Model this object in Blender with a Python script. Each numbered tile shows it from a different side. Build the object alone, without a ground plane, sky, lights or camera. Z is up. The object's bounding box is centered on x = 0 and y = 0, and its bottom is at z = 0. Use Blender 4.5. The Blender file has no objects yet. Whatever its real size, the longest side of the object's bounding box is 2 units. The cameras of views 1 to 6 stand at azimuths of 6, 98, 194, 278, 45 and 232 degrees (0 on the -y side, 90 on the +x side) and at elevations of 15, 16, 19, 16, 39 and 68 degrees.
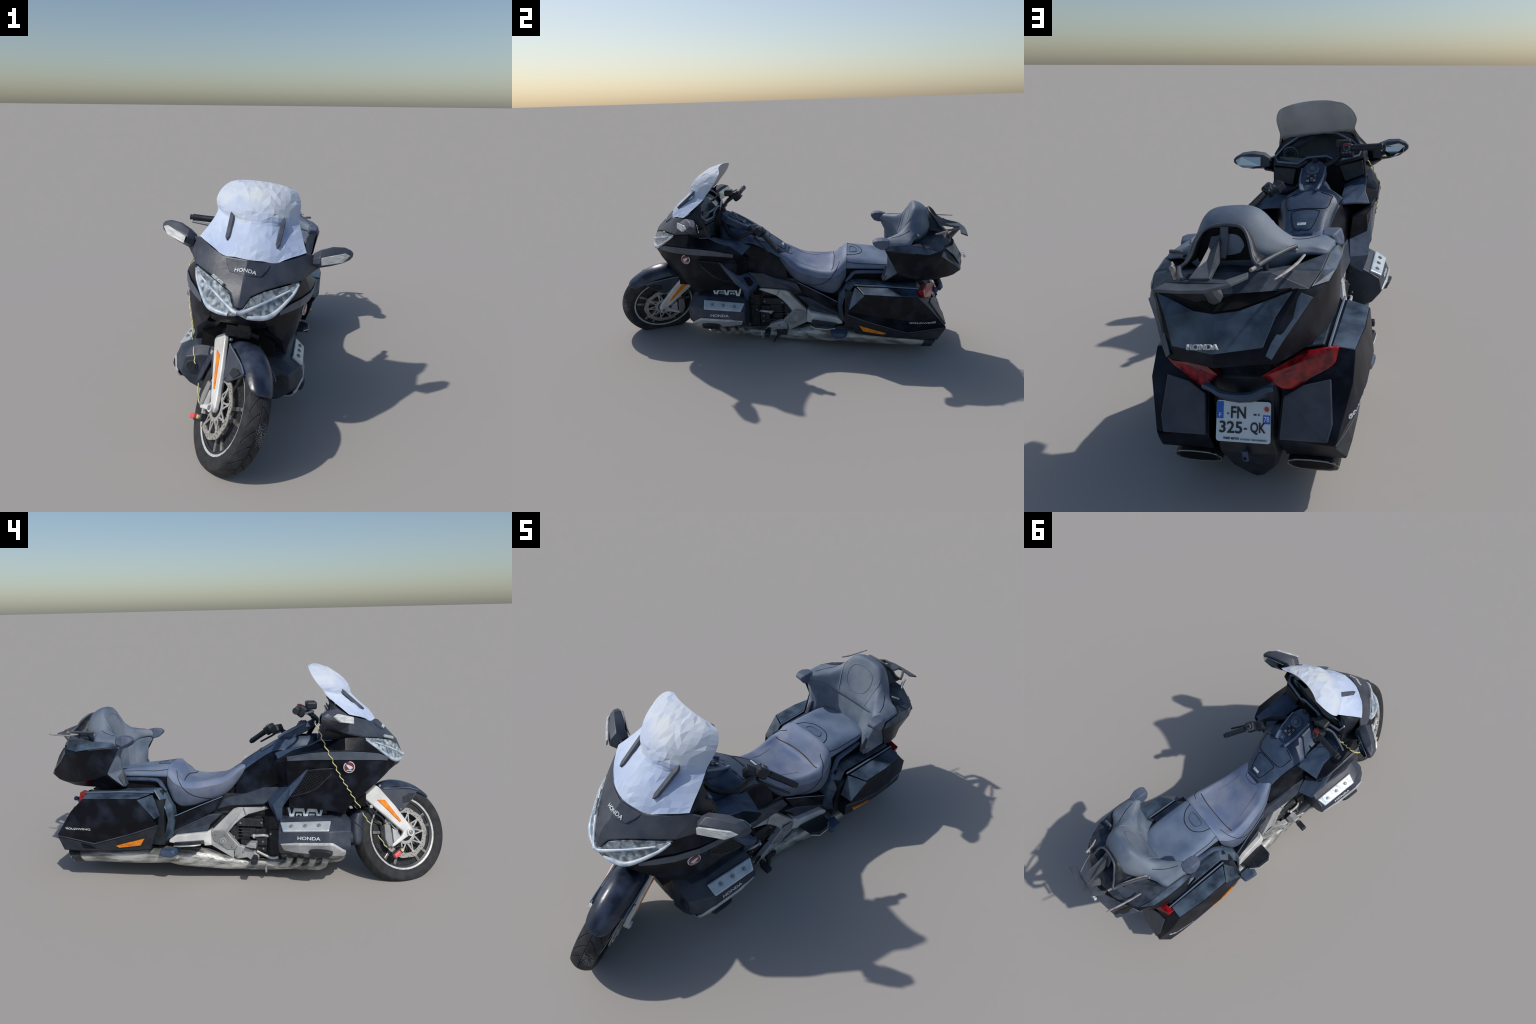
"""A black touring motorcycle on its side stand: leaning 7 degrees to its left,
front wheel turned left.  All parts are modelled in an upright frame
(x = rider's left, -y = forward, z = up); the root Empty leans the whole bike."""
import bpy, bmesh, math, random
from mathutils import Vector, Matrix, noise
from mathutils.bvhtree import BVHTree

random.seed(7)
LEAN, YAW, SHIFT = math.radians(7.0), math.radians(-1.30), -0.0845
ROOT_M = Matrix.Translation((SHIFT, 0, 0)) @ Matrix.Rotation(LEAN, 4, 'Y') @ Matrix.Rotation(YAW, 4, 'Z')

root = bpy.data.objects.new("touring_motorcycle", None)
bpy.context.scene.collection.objects.link(root)
root["label"] = "black touring motorcycle with windscreen, saddlebags and top trunk"
root["category"] = "motorcycle"
root.matrix_world = ROOT_M

# --------------------------------------------------------------- materials
def mat(name, col, rough=0.5, col2=None, scale=30.0, metallic=0.0, coat=0.0, bump=0.0, bump_scale=200.0,
        spec=0.5, lo=0.35, hi=0.65, detail=4.0, stretch=(1, 1, 1)):
    m = bpy.data.materials.new(name)
    m.use_nodes = True
    nt = m.node_tree
    b = nt.nodes["Principled BSDF"]
    b.inputs["Roughness"].default_value = rough
    b.inputs["Metallic"].default_value = metallic
    b.inputs["Coat Weight"].default_value = coat
    b.inputs["Coat Roughness"].default_value = 0.08
    b.inputs["Specular IOR Level"].default_value = spec
    b.inputs["Base Color"].default_value = (*col, 1)
    tc = nt.nodes.new("ShaderNodeTexCoord")
    mp = nt.nodes.new("ShaderNodeMapping")
    mp.inputs["Scale"].default_value = stretch
    nt.links.new(tc.outputs["Object"], mp.inputs["Vector"])
    if col2 is not None:
        n = nt.nodes.new("ShaderNodeTexNoise")
        n.inputs["Scale"].default_value = scale
        n.inputs["Detail"].default_value = detail
        r = nt.nodes.new("ShaderNodeValToRGB")
        r.color_ramp.elements[0].position = lo
        r.color_ramp.elements[0].color = (*col, 1)
        r.color_ramp.elements[1].position = hi
        r.color_ramp.elements[1].color = (*col2, 1)
        nt.links.new(mp.outputs[0], n.inputs["Vector"])
        nt.links.new(n.outputs["Fac"], r.inputs["Fac"])
        nt.links.new(r.outputs["Color"], b.inputs["Base Color"])
    if bump:
        n = nt.nodes.new("ShaderNodeTexNoise")
        n.inputs["Scale"].default_value = bump_scale
        n.inputs["Detail"].default_value = 3
        bp = nt.nodes.new("ShaderNodeBump")
        bp.inputs["Strength"].default_value = bump
        bp.inputs["Distance"].default_value = 0.01
        nt.links.new(mp.outputs[0], n.inputs["Vector"])
        nt.links.new(n.outputs["Fac"], bp.inputs["Height"])
        nt.links.new(bp.outputs[0], b.inputs["Normal"])
    return m

PAINT = mat("black_paint", (0.0028, 0.0036, 0.0075), 0.38, (0.020, 0.027, 0.046), 13, spec=0.2, lo=.46, hi=.80, detail=6, bump=0.10, bump_scale=28)  # blue-grey mottling paints broken reflections onto the black
PAINT_SKY = mat("black_paint_sky_tinted", (0.016, 0.028, 0.048), 0.36, (0.085, 0.125, 0.180), 12, spec=0.5, detail=6, bump=0.12, bump_scale=30)  # same black paint, lightened blue on upper faces for reflected sky
BLADE = mat("blade_paint", (0.045, 0.060, 0.088), 0.35, (0.090, 0.110, 0.145), 10, spec=0.5)  # base colour raised to carry the sky mirrored in the chamfer
FENDER = mat("fender_paint", (0.012, 0.018, 0.036), 0.3, (0.060, 0.078, 0.125), 12, spec=0.5, lo=.40, hi=.66, bump=0.1, bump_scale=30)  # black paint with bluish sky highlights baked into the noise
DECK = mat("deck_sky_tinted", (0.018, 0.026, 0.040), 0.45, (0.070, 0.088, 0.115), 16, spec=0.3, detail=6)  # trunk-top paint, blue reflection patches mixed into the base
COWL = mat("dark_grey_cowl", (0.030, 0.039, 0.060), 0.45, (0.060, 0.068, 0.088), 12, bump=0.12, bump_scale=35)
PLASTIC = mat("black_plastic", (0.008, 0.011, 0.017), 0.5, (0.018, 0.023, 0.032), 40)
TRIM = mat("slate_plastic", (0.032, 0.057, 0.110), 0.5, (0.062, 0.094, 0.152), 18, bump=0.1, bump_scale=40)
DARK = mat("dark_void", (0.004, 0.004, 0.005), 0.8, (0.010, 0.010, 0.012), 25, spec=0.2)
ENGINE_BLACK = mat("engine_black", (0.010, 0.012, 0.015), 0.55, (0.030, 0.033, 0.038), 60, bump=0.3, bump_scale=90)
HEAD = mat("cylinder_head_grey", (0.024, 0.033, 0.054), 0.5, (0.046, 0.058, 0.082), 20, bump=0.1, bump_scale=50)
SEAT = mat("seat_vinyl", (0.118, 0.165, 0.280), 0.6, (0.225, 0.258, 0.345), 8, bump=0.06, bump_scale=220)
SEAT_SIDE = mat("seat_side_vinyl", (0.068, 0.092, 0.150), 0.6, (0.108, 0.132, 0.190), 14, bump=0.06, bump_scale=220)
PILLION = mat("pillion_vinyl", (0.100, 0.152, 0.250), 0.6, (0.172, 0.225, 0.322), 9, bump=0.06, bump_scale=220)
BACKREST = mat("backrest_vinyl", (0.095, 0.132, 0.195), 0.6, (0.178, 0.212, 0.258), 10, bump=0.06, bump_scale=220)
PIPING = mat("seam_piping", (0.20, 0.23, 0.28), 0.5)
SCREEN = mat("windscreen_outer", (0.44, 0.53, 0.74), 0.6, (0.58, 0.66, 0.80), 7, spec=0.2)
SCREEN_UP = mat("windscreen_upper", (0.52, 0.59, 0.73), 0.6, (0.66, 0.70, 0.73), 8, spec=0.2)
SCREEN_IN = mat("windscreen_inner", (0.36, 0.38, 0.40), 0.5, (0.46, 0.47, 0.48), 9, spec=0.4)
STRIP = mat("deflector_strip", (0.05, 0.065, 0.095), 0.5, (0.09, 0.10, 0.12), 30)
CHROME = mat("satin_chrome", (0.46, 0.54, 0.60), 0.30, (0.66, 0.71, 0.73), 16, metallic=0.35, bump=0.2, bump_scale=40)
ALU = mat("cast_aluminium", (0.40, 0.40, 0.39), 0.45, (0.56, 0.57, 0.58), 14, metallic=0.25, bump=0.15, bump_scale=60)
ALU_DARK = mat("aluminium_cover", (0.25, 0.255, 0.26), 0.45, (0.33, 0.335, 0.34), 20, metallic=0.25)
EXHAUST = mat("exhaust_steel", (0.16, 0.165, 0.16), 0.4, (0.56, 0.56, 0.53), 7, metallic=0.4, lo=0.38, hi=0.62, bump=0.3, bump_scale=30, stretch=(6, 1.2, 6))
LEGWHITE = mat("fork_silver", (0.62, 0.62, 0.60), 0.42, (0.80, 0.80, 0.79), 14, metallic=0.1)
AMBER = mat("amber_reflector", (0.80, 0.20, 0.004), 0.3, (0.92, 0.33, 0.01), 40, coat=0.4)
RED = mat("red_lens", (0.11, 0.002, 0.006), 0.3, (0.42, 0.010, 0.018), 38, coat=0.2)
LENS = mat("headlamp_lens", (0.10, 0.125, 0.15), 0.15, (0.50, 0.56, 0.60), 42, coat=0.6, lo=0.40, hi=0.66, bump=0.3, bump_scale=80)
LENS_WHITE = mat("daylight_strip", (0.30, 0.38, 0.50), 0.3, (0.72, 0.77, 0.80), 22)
SIGNAL = mat("signal_lens", (0.48, 0.50, 0.50), 0.2, (0.82, 0.83, 0.81), 30, coat=0.5, stretch=(1, 1, 9))
RUBBER = mat("tyre_rubber", (0.022, 0.023, 0.026), 0.75, (0.040, 0.041, 0.044), 30, spec=0.3)
RIM = mat("rim_band", (0.52, 0.52, 0.50), 0.4, (0.68, 0.68, 0.66), 40, metallic=0.2)
WHEEL_DARK = mat("wheel_dark", (0.016, 0.018, 0.022), 0.45, (0.035, 0.037, 0.04), 30)
SPOKE = mat("spoke_metal", (0.10, 0.10, 0.10), 0.4, (0.34, 0.33, 0.31), 25, metallic=0.4)
DISC = mat("brake_disc_steel", (0.36, 0.345, 0.31), 0.4, (0.44, 0.425, 0.385), 25, metallic=0.3)
CARRIER = mat("disc_carrier", (0.46, 0.45, 0.43), 0.4, metallic=0.3)
BOLT = mat("bolt_steel", (0.30, 0.32, 0.34), 0.35, metallic=0.6)
LETTER = mat("letter_white", (0.62, 0.66, 0.68), 0.4)
BADGE_RED = mat("badge_red", (0.17, 0.012, 0.02), 0.35, coat=0.3)
PLATE = mat("plate_white", (0.62, 0.70, 0.76), 0.35, (0.66, 0.74, 0.79), 20)
PLATE_BLUE = mat("plate_blue", (0.01, 0.12, 0.62), 0.35)
PLATE_BLACK = mat("plate_ink", (0.012, 0.013, 0.016), 0.5)
PLATE_RED = mat("plate_red", (0.62, 0.03, 0.02), 0.4)
CORD = mat("yellow_cord", (0.58, 0.55, 0.24), 0.5, (0.70, 0.67, 0.34), 90)
LOCK_RED = mat("lock_red", (0.82, 0.10, 0.11), 0.4)
GLASS = mat("mirror_glass", (0.55, 0.58, 0.58), 0.06, metallic=1.0)
DASH = mat("dash_glass", (0.010, 0.016, 0.020), 0.22, (0.020, 0.028, 0.032), 20, coat=0.3)
GREY = mat("switch_grey", (0.12, 0.15, 0.18), 0.4)
SILVER_TRIM = mat("silver_trim", (0.17, 0.22, 0.31), 0.35, metallic=0.3)
RACK = mat("rack_plastic", (0.055, 0.065, 0.082), 0.5, (0.10, 0.11, 0.125), 20)
RUST = mat("rail_metal", (0.22, 0.21, 0.21), 0.45, (0.42, 0.38, 0.36), 60)

# --------------------------------------------------------------- mesh helpers
def make(name, verts, faces, material, parent=None, smooth=None, bevel=0.0, segs=2, thick=0.0, inside=None,
         mirror=False, mats=None, weld=True, kind=None):
    """One part.  inside: a point that must lie behind the faces (turns an open sheet the right way out)."""
    verts = [Vector(v) for v in verts]
    faces = [tuple(f) for f in faces]
    if mirror:
        n = len(verts)
        verts += [Vector((-v.x, v.y, v.z)) for v in verts]
        faces += [tuple(n + i for i in reversed(f)) for f in faces]
    me = bpy.data.meshes.new(name)
    me.from_pydata([tuple(v) for v in verts], [], faces)
    bm = bmesh.new()
    bm.from_mesh(me)
    if weld:
        bmesh.ops.remove_doubles(bm, verts=bm.verts, dist=0.0004)
    bmesh.ops.recalc_face_normals(bm, faces=bm.faces)
    if inside is not None:
        p = Vector(inside)
        s = sum((f.normal.dot(f.calc_center_median() - p)) * f.calc_area() for f in bm.faces)
        if s < 0:
            bmesh.ops.reverse_faces(bm, faces=bm.faces)
    if smooth is not None:
        for f in bm.faces:
            f.smooth = True
        for e in bm.edges:
            if len(e.link_faces) == 2 and e.calc_face_angle(0) > math.radians(smooth):
                e.smooth = False
    bm.to_mesh(me)
    bm.free()
    o = bpy.data.objects.new(name, me)
    bpy.context.scene.collection.objects.link(o)
    for m in (mats or [material]):
        me.materials.append(m)
    if thick:
        s = o.modifiers.new("thickness", 'SOLIDIFY')
        s.thickness, s.offset = thick, -1
        if mats and len(mats) > 1 and mats[-1] is SCREEN_IN:
            s.material_offset = len(mats) - 1
            s.material_offset_rim = 0
    if bevel:
        b = o.modifiers.new("edges", 'BEVEL')
        b.width, b.segments, b.limit_method, b.angle_limit = bevel, segs, 'ANGLE', math.radians(22)
        b.harden_normals = smooth is not None
    o.parent = parent or root
    if kind:
        o["kind"] = kind
    return o

def both(name, verts, faces, material, parent=None, **kw):
    """The same part on the left and, mirrored, on the right."""
    ins = kw.pop("inside", None)
    parents = parent if isinstance(parent, (list, tuple)) else (parent, parent)
    a = make(name, verts, faces, material, parents[0], inside=ins, **kw)
    mv = [(-v[0], v[1], v[2]) for v in verts]
    b = make(name, mv, [tuple(reversed(f)) for f in faces], material, parents[1],
             inside=None if ins is None else (-ins[0], ins[1], ins[2]), **kw)
    return a, b

def grid(rows, closed=False):
    n = len(rows[0])
    v = [p for r in rows for p in r]
    f = []
    for i in range(len(rows) - 1):
        for j in range(n if closed else n - 1):
            k = (j + 1) % n
            f.append((i * n + j, i * n + k, (i + 1) * n + k, (i + 1) * n + j))
    return v, f

def spline(pts, per, closed=False):
    pts = [Vector(p) for p in pts]
    n = len(pts)
    out = []
    for i in range(n if closed else n - 1):
        def g(k):
            if closed:
                return pts[k % n]
            if k < 0:
                return pts[0] * 2 - pts[1]
            if k >= n:
                return pts[-1] * 2 - pts[-2]
            return pts[k]
        a, b, c, d = g(i - 1), g(i), g(i + 1), g(i + 2)
        for s in range(per):
            t = s / per
            out.append(0.5 * ((2 * b) + (c - a) * t + (2 * a - 5 * b + 4 * c - d) * t * t + (3 * b - a - 3 * c + d) * t ** 3))
    if not closed:
        out.append(pts[-1].copy())
    return out

def loft(sections, nu=4, nv=4, closed=False, caps=False):
    """Smooth surface through cross-sections of equal point count."""
    rows = [spline(s, nu, closed) for s in sections]
    cols = list(zip(*rows))
    cols = [spline(c, nv) for c in cols]
    rows = [list(r) for r in zip(*cols)]
    v, f = grid(rows, closed)
    if caps:
        n = len(rows[0])
        for base in (0, (len(rows) - 1) * n):
            c = sum((v[base + i] for i in range(n)), Vector()) / n
            v.append(c)
            for j in range(n):
                f.append((base + j, base + (j + 1) % n, len(v) - 1))
    return v, f

def halves(y, prof):
    """Symmetric cross-section at y from a half profile of (x, z)."""
    left = [(x, y, z) for x, z in prof]
    return [(-x, yy, z) for x, yy, z in reversed(left[1:])] + left

def prism(outline, dx=None, d=None):
    """Closed polygon of 3D points swept by vector d."""
    d = Vector(d)
    n = len(outline)
    v = [Vector(p) for p in outline] + [Vector(p) + d for p in outline]
    f = [tuple(range(n)), tuple(range(2 * n - 1, n - 1, -1))]
    f += [(i, (i + 1) % n, n + (i + 1) % n, n + i) for i in range(n)]
    return v, f

def box(c, size, ax=None):
    """Box from centre and full sizes, optionally with an axis triple."""
    ax = ax or (Vector((1, 0, 0)), Vector((0, 1, 0)), Vector((0, 0, 1)))
    c = Vector(c)
    v = [c + ax[0] * (sx * size[0] / 2) + ax[1] * (sy * size[1] / 2) + ax[2] * (sz * size[2] / 2)
         for sx in (-1, 1) for sy in (-1, 1) for sz in (-1, 1)]
    return v, [(0, 1, 3, 2), (4, 6, 7, 5), (0, 4, 5, 1), (2, 3, 7, 6), (0, 2, 6, 4), (1, 5, 7, 3)]

def join(*vfs):
    V, F = [], []
    for v, f in vfs:
        n = len(V)
        V += list(v)
        F += [tuple(n + i for i in q) for q in f]
    return V, F

def tube(pts, r, sides=8, per=1, flat=1.0, closed=False):
    """Round (or flattened) bar along a path; r may be a list of radii."""
    p = spline(pts, per, closed) if per > 1 else [Vector(q) for q in pts]
    n = len(p)
    rad = r if isinstance(r, (list, tuple)) else [r] * len(pts)
    def R(i):
        t = i / max(1, per)
        a = min(int(t), len(rad) - 1)
        b = min(a + 1, len(rad) - 1)
        return rad[a] + (rad[b] - rad[a]) * (t - a)
    rows, up = [], Vector((0.02, 0.03, 1))
    for i in range(n):
        if closed:
            t = (p[(i + 1) % n] - p[i - 1]).normalized()
        else:
            t = (p[min(i + 1, n - 1)] - p[max(i - 1, 0)]).normalized()
        s = t.cross(up)
        if s.length < 0.05:
            s = t.cross(Vector((1, 0, 0)))
        s.normalize()
        u = s.cross(t)
        rr = R(i)
        rows.append([p[i] + (s * math.cos(2 * math.pi * k / sides) + u * math.sin(2 * math.pi * k / sides) * flat) * rr for k in range(sides)])
    if closed:
        rows.append(rows[0])
    v, f = grid(rows, True)
    if not closed:
        f += [tuple(range(sides)), tuple(range(len(v) - sides, len(v)))]
    return v, f

def cyl(c, axis, r, h, sides=20, r2=None):
    c, a = Vector(c), Vector(axis).normalized()
    s = a.cross(Vector((0.3, 0.2, 1))).normalized()
    u = a.cross(s)
    r2 = r if r2 is None else r2
    v = []
    for z, q in ((-h / 2, r), (h / 2, r2)):
        v += [c + a * z + (s * math.cos(2 * math.pi * k / sides) + u * math.sin(2 * math.pi * k / sides)) * q for k in range(sides)]
    f = [tuple(range(sides)), tuple(range(2 * sides - 1, sides - 1, -1))]
    f += [(k, (k + 1) % sides, sides + (k + 1) % sides, sides + k) for k in range(sides)]
    return v, f

def text(name, s, centre, xdir, ydir, height, width, material, parent=None, depth=0.0015, bold=0.0, shear=0.0, onto=None):
    """Raised lettering, fitted to the given height and width."""
    cu = bpy.data.curves.new(name, 'FONT')
    cu.body, cu.align_x, cu.align_y, cu.extrude, cu.offset, cu.shear = s, 'CENTER', 'CENTER', 0.5, bold, shear
    cu.resolution_u = 3
    tmp = bpy.data.objects.new("text_helper", cu)
    bpy.context.scene.collection.objects.link(tmp)
    bpy.context.view_layer.update()
    me = bpy.data.meshes.new_from_object(tmp.evaluated_get(bpy.context.evaluated_depsgraph_get()))
    bpy.data.objects.remove(tmp)
    xs = [v.co.x for v in me.vertices]
    ys = [v.co.y for v in me.vertices]
    x0, y0 = (min(xs) + max(xs)) / 2, (min(ys) + max(ys)) / 2
    w, h = max(xs) - min(xs), max(ys) - min(ys)
    X = Vector(xdir).normalized()
    Y = (Vector(ydir) - X * Vector(ydir).dot(X)).normalized()
    Z = X.cross(Y)
    c = Vector(centre)
    for v in me.vertices:
        q = v.co
        p = c + X * ((q.x - x0) / w * width) + Y * ((q.y - y0) / h * height)
        hit = onto.ray_cast(p + Z * .04, -Z, .09) if onto else (None,)
        if hit[0] is not None:
            p = hit[0] + Z * (.0024 if q.z > 0 else -.001)
        else:
            p = p + Z * (q.z * depth)
        v.co = p
    o = bpy.data.objects.new(name, me)
    bpy.context.scene.collection.objects.link(o)
    me.materials.clear()
    me.materials.append(material)
    o.parent = parent or root
    return o

def bvh(*objs):
    V, F = [], []
    dg = bpy.context.evaluated_depsgraph_get()
    bpy.context.view_layer.update()
    for o in objs:
        ev = o.evaluated_get(dg)
        me = ev.to_mesh()
        n = len(V)
        V += [v.co.copy() for v in me.vertices]
        F += [tuple(n + i for i in p.vertices) for p in me.polygons]
        ev.to_mesh_clear()
    return BVHTree.FromPolygons(V, F)

def drape(tree, pts, direction, lift=0.0, per=4, closed=False):
    """Lay a path on a surface along a direction."""
    d = Vector(direction).normalized()
    out = []
    for p in spline(pts, per, closed):
        hit = tree.ray_cast(p - d * 0.3, d)
        q = hit[0] if hit[0] is not None else p
        out.append(q - d * lift)
    return out

def seam(name, tree, pts, direction, r=0.0016, material=None, parent=None, closed=False, per=5, lift=0.0002):
    v, f = tube(drape(tree, pts, direction, lift, per, closed), r, 6, closed=closed)
    return make(name, v, f, material or DARK, parent, smooth=60)

def rough(o, amount, scale, seed=0.0):
    """Small lumps in a part's own mesh."""
    for v in o.data.vertices:
        n = noise.noise_vector(v.co * scale + Vector((seed, seed * 2, 3.1)))
        v.co += Vector(n) * amount

M = lambda p: (-p[0], p[1], p[2])
X_AX, Y_AX, Z_AX = Vector((1, 0, 0)), Vector((0, 1, 0)), Vector((0, 0, 1))

# =============================================================== windscreen
# rows: centre (y, z), edge (y, z), half width left, half width right
WS = [(-.640, .772, -.514, .803, .216, .222), (-.612, .812, -.480, .830, .200, .206), (-.566, .852, -.440, .862, .184, .190),
      (-.527, .888, -.408, .892, .168, .180), (-.519, .906, -.396, .910, .164, .184), (-.510, .935, -.375, .935, .163, .196),
      (-.484, .968, -.352, .965, .160, .192), (-.437, 1.002, -.336, .992, .150, .176), (-.388, 1.026, -.326, 1.014, .132, .150),
      (-.345, 1.036, -.322, 1.024, .105, .120)]
NX = 16
rows = []
for k, (yc, zc, ye, ze, xl, xr) in enumerate(WS):
    row = []
    for i in range(NX + 1):
        s = -1 + 2 * i / NX
        w = abs(s) ** (2.0 if k < 4 else 2.4)
        x = s * (xl if s > 0 else xr)
        z = zc + (ze - zc) * w
        if k == 0:
            z -= 0.014 * math.exp(-((abs(x) - .104) / .03) ** 2)
        row.append(Vector((x, yc + (ye - yc) * w, z)))
    rows.append(row)
rows = [list(r) for r in zip(*[spline(c, 2) for c in zip(*rows)])]
nr = len(rows)
for i in range(1, nr - 1):
    for j in range(1, NX):
        q = noise.noise_vector(rows[i][j] * 40)
        rows[i][j] = rows[i][j] + Vector((q[0] * .007, q[1] * .0035, q[2] * .006))
v, f = grid(rows)
tri = []
for a, b, c, d in f:
    tri += [(a, b, c), (a, c, d)] if random.random() < .5 else [(a, b, d), (b, c, d)]
# the back skin spans almost straight from edge to edge
nback = len(v)
back_rows = []
for i in range(nr):
    a, b = rows[i][0], rows[i][-1]
    r_ = []
    for j in range(NX + 1):
        t = j / NX
        q = a.lerp(b, t)
        bow = 4 * t * (1 - t)
        front = rows[i][j]
        y = q.y - .022 * bow
        if q.z < .885:
            y = front.y + .006
        z = q.z + (front.z - q.z) * bow * .8 if q.z >= .885 else front.z
        if i == nr - 1:
            r_.append(front.copy())
        else:
            r_.append(Vector((q.x, max(y, front.y + .004 * min(1, bow * 3)), z)) if 0 < j < NX else front.copy())
    back_rows.append(r_)
bv, bf = grid(back_rows)
v = v + bv
tri += [tuple(reversed([nback + i for i in q])) for q in bf]
tri += [(j, j + 1, nback + j + 1, nback + j) for j in range(NX)]
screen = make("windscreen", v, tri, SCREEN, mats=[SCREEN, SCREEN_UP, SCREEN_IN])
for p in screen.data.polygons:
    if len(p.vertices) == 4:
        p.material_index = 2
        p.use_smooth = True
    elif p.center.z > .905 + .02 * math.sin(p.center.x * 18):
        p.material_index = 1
for side in (1, -1):
    a, b = Vector((side * .1055, -.468, .918)), Vector((side * .100, -.580, .820))
    t = (b - a).normalized()
    nrm = Vector((side * .12, -.66, .74)).normalized()
    s = t.cross(nrm).normalized()
    nrm = s.cross(t)
    if nrm.y > 0:
        nrm = -nrm
    pts = [(0, .25), (.12, 1), (.88, 1), (1, .1)]
    V = []
    L = (b - a).length
    for k, w in pts:
        for q, h in ((-1, -.006), (1, -.006), (.72, .007), (-.72, .007)):
            V.append(a + t * (L * k) + s * (.0105 * w * q) + nrm * h)
    F = [(0, 1, 2, 3), (12, 13, 14, 15)] + [(4 * i + j, 4 * i + (j + 1) % 4, 4 * i + 4 + (j + 1) % 4, 4 * i + 4 + j) for i in range(3) for j in range(4)]
    make("windscreen_strip", V, F, STRIP, screen, bevel=.002)

# =============================================================== front cowl
c0, c1, c2, c3, c4 = (0, -.640, .775), (0, -.660, .753), (0, -.704, .718), (0, -.744, .676), (0, -.769, .618)
n0, n1, n2 = (.104, -.614, .770), (.100, -.632, .747), (.088, -.672, .712)
e0, e1, e2, e3, e4 = (.213, -.580, .703), (.150, -.643, .696), (.088, -.700, .684), (.040, -.740, .664), (.018, -.764, .620)
o0, o1, s0, s1 = (.217, -.514, .800), (.160, -.572, .783), (.228, -.532, .757), (.160, -.602, .748)
m0, m1, m2 = (.262, -.478, .792), (.280, -.462, .742), (.255, -.49, .722)
P = [c0, c1, c2, c3, c4, n0, n1, n2, e0, e1, e2, e3, e4, o0, o1, s0, s1, m0, m1, m2]
ix = {n: i for i, n in enumerate("c0 c1 c2 c3 c4 n0 n1 n2 e0 e1 e2 e3 e4 o0 o1 s0 s1 m0 m1 m2".split())}
def fc(*names):
    return tuple(ix[n] for n in names)
F = [fc("c0", "c1", "n1", "n0"), fc("c1", "c2", "n2", "n1"), fc("c2", "c3", "e3", "e2", "n2"), fc("c3", "c4", "e4", "e3"),
     fc("n0", "n1", "s1", "o1"), fc("n1", "n2", "s1"), fc("n2", "e2", "e1", "s1"), fc("s1", "e1", "e0", "s0"), fc("o1", "s1", "s0", "o0"),
     fc("o0", "s0", "m1", "m0"), fc("s0", "e0", "m2", "m1")]
cowl = make("front_cowl", P, F, COWL, smooth=24, mirror=True, thick=.012, inside=(0, -.5, .70), bevel=.006, segs=3)
# raised badge panel on the cowl
hp = [(0, -.648, .7665), (.088, -.624, .7585), (.080, -.644, .741), (.062, -.672, .722), (0, -.694, .7215)]
v = [Vector(p) + Vector((0, -.0035, .0035)) for p in hp]
cowl_panel = make("cowl_badge_panel", v, [(0, 1, 2, 3, 4)], COWL, cowl, mirror=True, thick=.008, inside=(0, -.5, .6), bevel=.002)
cowl_tree = bvh(cowl, cowl_panel)
text("cowl_lettering", "HONDA", (0, -.6790, .7395), X_AX, (0, .70, .66), .0165, .085, LETTER, cowl, onto=cowl_tree, bold=.02)
d_ = (Vector(e1) - Vector(e3)).normalized()
text("cowl_sticker_lettering", "POISSY MOTOS", (-.098, -.6985, .6935), Vector((.07, -.062, -.018)), (.02, .30, .30), .012, .068, LETTER, cowl, shear=.2, bold=.02, depth=.008)

# lower edge band under the mirror arms (black)
both("mirror_arm_cover", [(.213, -.578, .701), (.255, -.49, .721), (.282, -.458, .740), (.262, -.415, .74), (.225, -.405, .735), (.222, -.497, .705)],
     [(0, 1, 5), (1, 2, 3), (1, 3, 4, 5)], PLASTIC, inside=(.2, -.48, .80), thick=.008, bevel=.002)

# --------------------------------------------------------------- mirrors
msec = {  # x: front y, lens top y, back y, z bottom, z lens bottom, z lens top, z top
    .245: [(-.505, .757), (-.505, .780), (-.480, .795), (-.452, .790), (-.448, .752), (-.48, .742)],
    .272: [(-.526, .768), (-.520, .796), (-.490, .816), (-.452, .810), (-.440, .752), (-.478, .737)],
    .320: [(-.503, .774), (-.495, .805), (-.465, .832), (-.425, .824), (-.414, .752), (-.455, .747)],
    .368: [(-.472, .782), (-.463, .810), (-.438, .832), (-.406, .824), (-.398, .764), (-.435, .762)],
    .396: [(-.446, .790), (-.440, .806), (-.424, .819), (-.400, .815), (-.394, .782), (-.425, .778)],
    .407: [(-.418, .795), (-.416, .803), (-.410, .808), (-.398, .806), (-.396, .792), (-.412, .790)]}
rows = [[(x, y, z) for y, z in s] for x, s in msec.items()]
v, f = grid(rows, True)
f += [tuple(range(6)), tuple(range(len(v) - 6, len(v)))]
mirL, mirR = both("mirror", v, f, COWL, smooth=24, bevel=.004, segs=2)
lens = [(.282, -.536, .766), (.276, -.5345, .796), (.370, -.473, .814), (.392, -.456, .803), (.366, -.484, .778)]
v, f = prism(lens, d=(.002, .012, 0))
both("turn_signal_lens", v, f, SIGNAL, (mirL, mirR), bevel=.002)
gl = [(.285, -.436, .760), (.282, -.446, .802), (.366, -.408, .816), (.392, -.399, .804), (.384, -.396, .778), (.34, -.408, .760)]
v, f = prism([Vector(p) + Vector((0, .007, 0)) for p in gl], d=(.001, .005, 0))
both("mirror_glass", v, f, GLASS, (mirL, mirR), bevel=.002)

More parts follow.
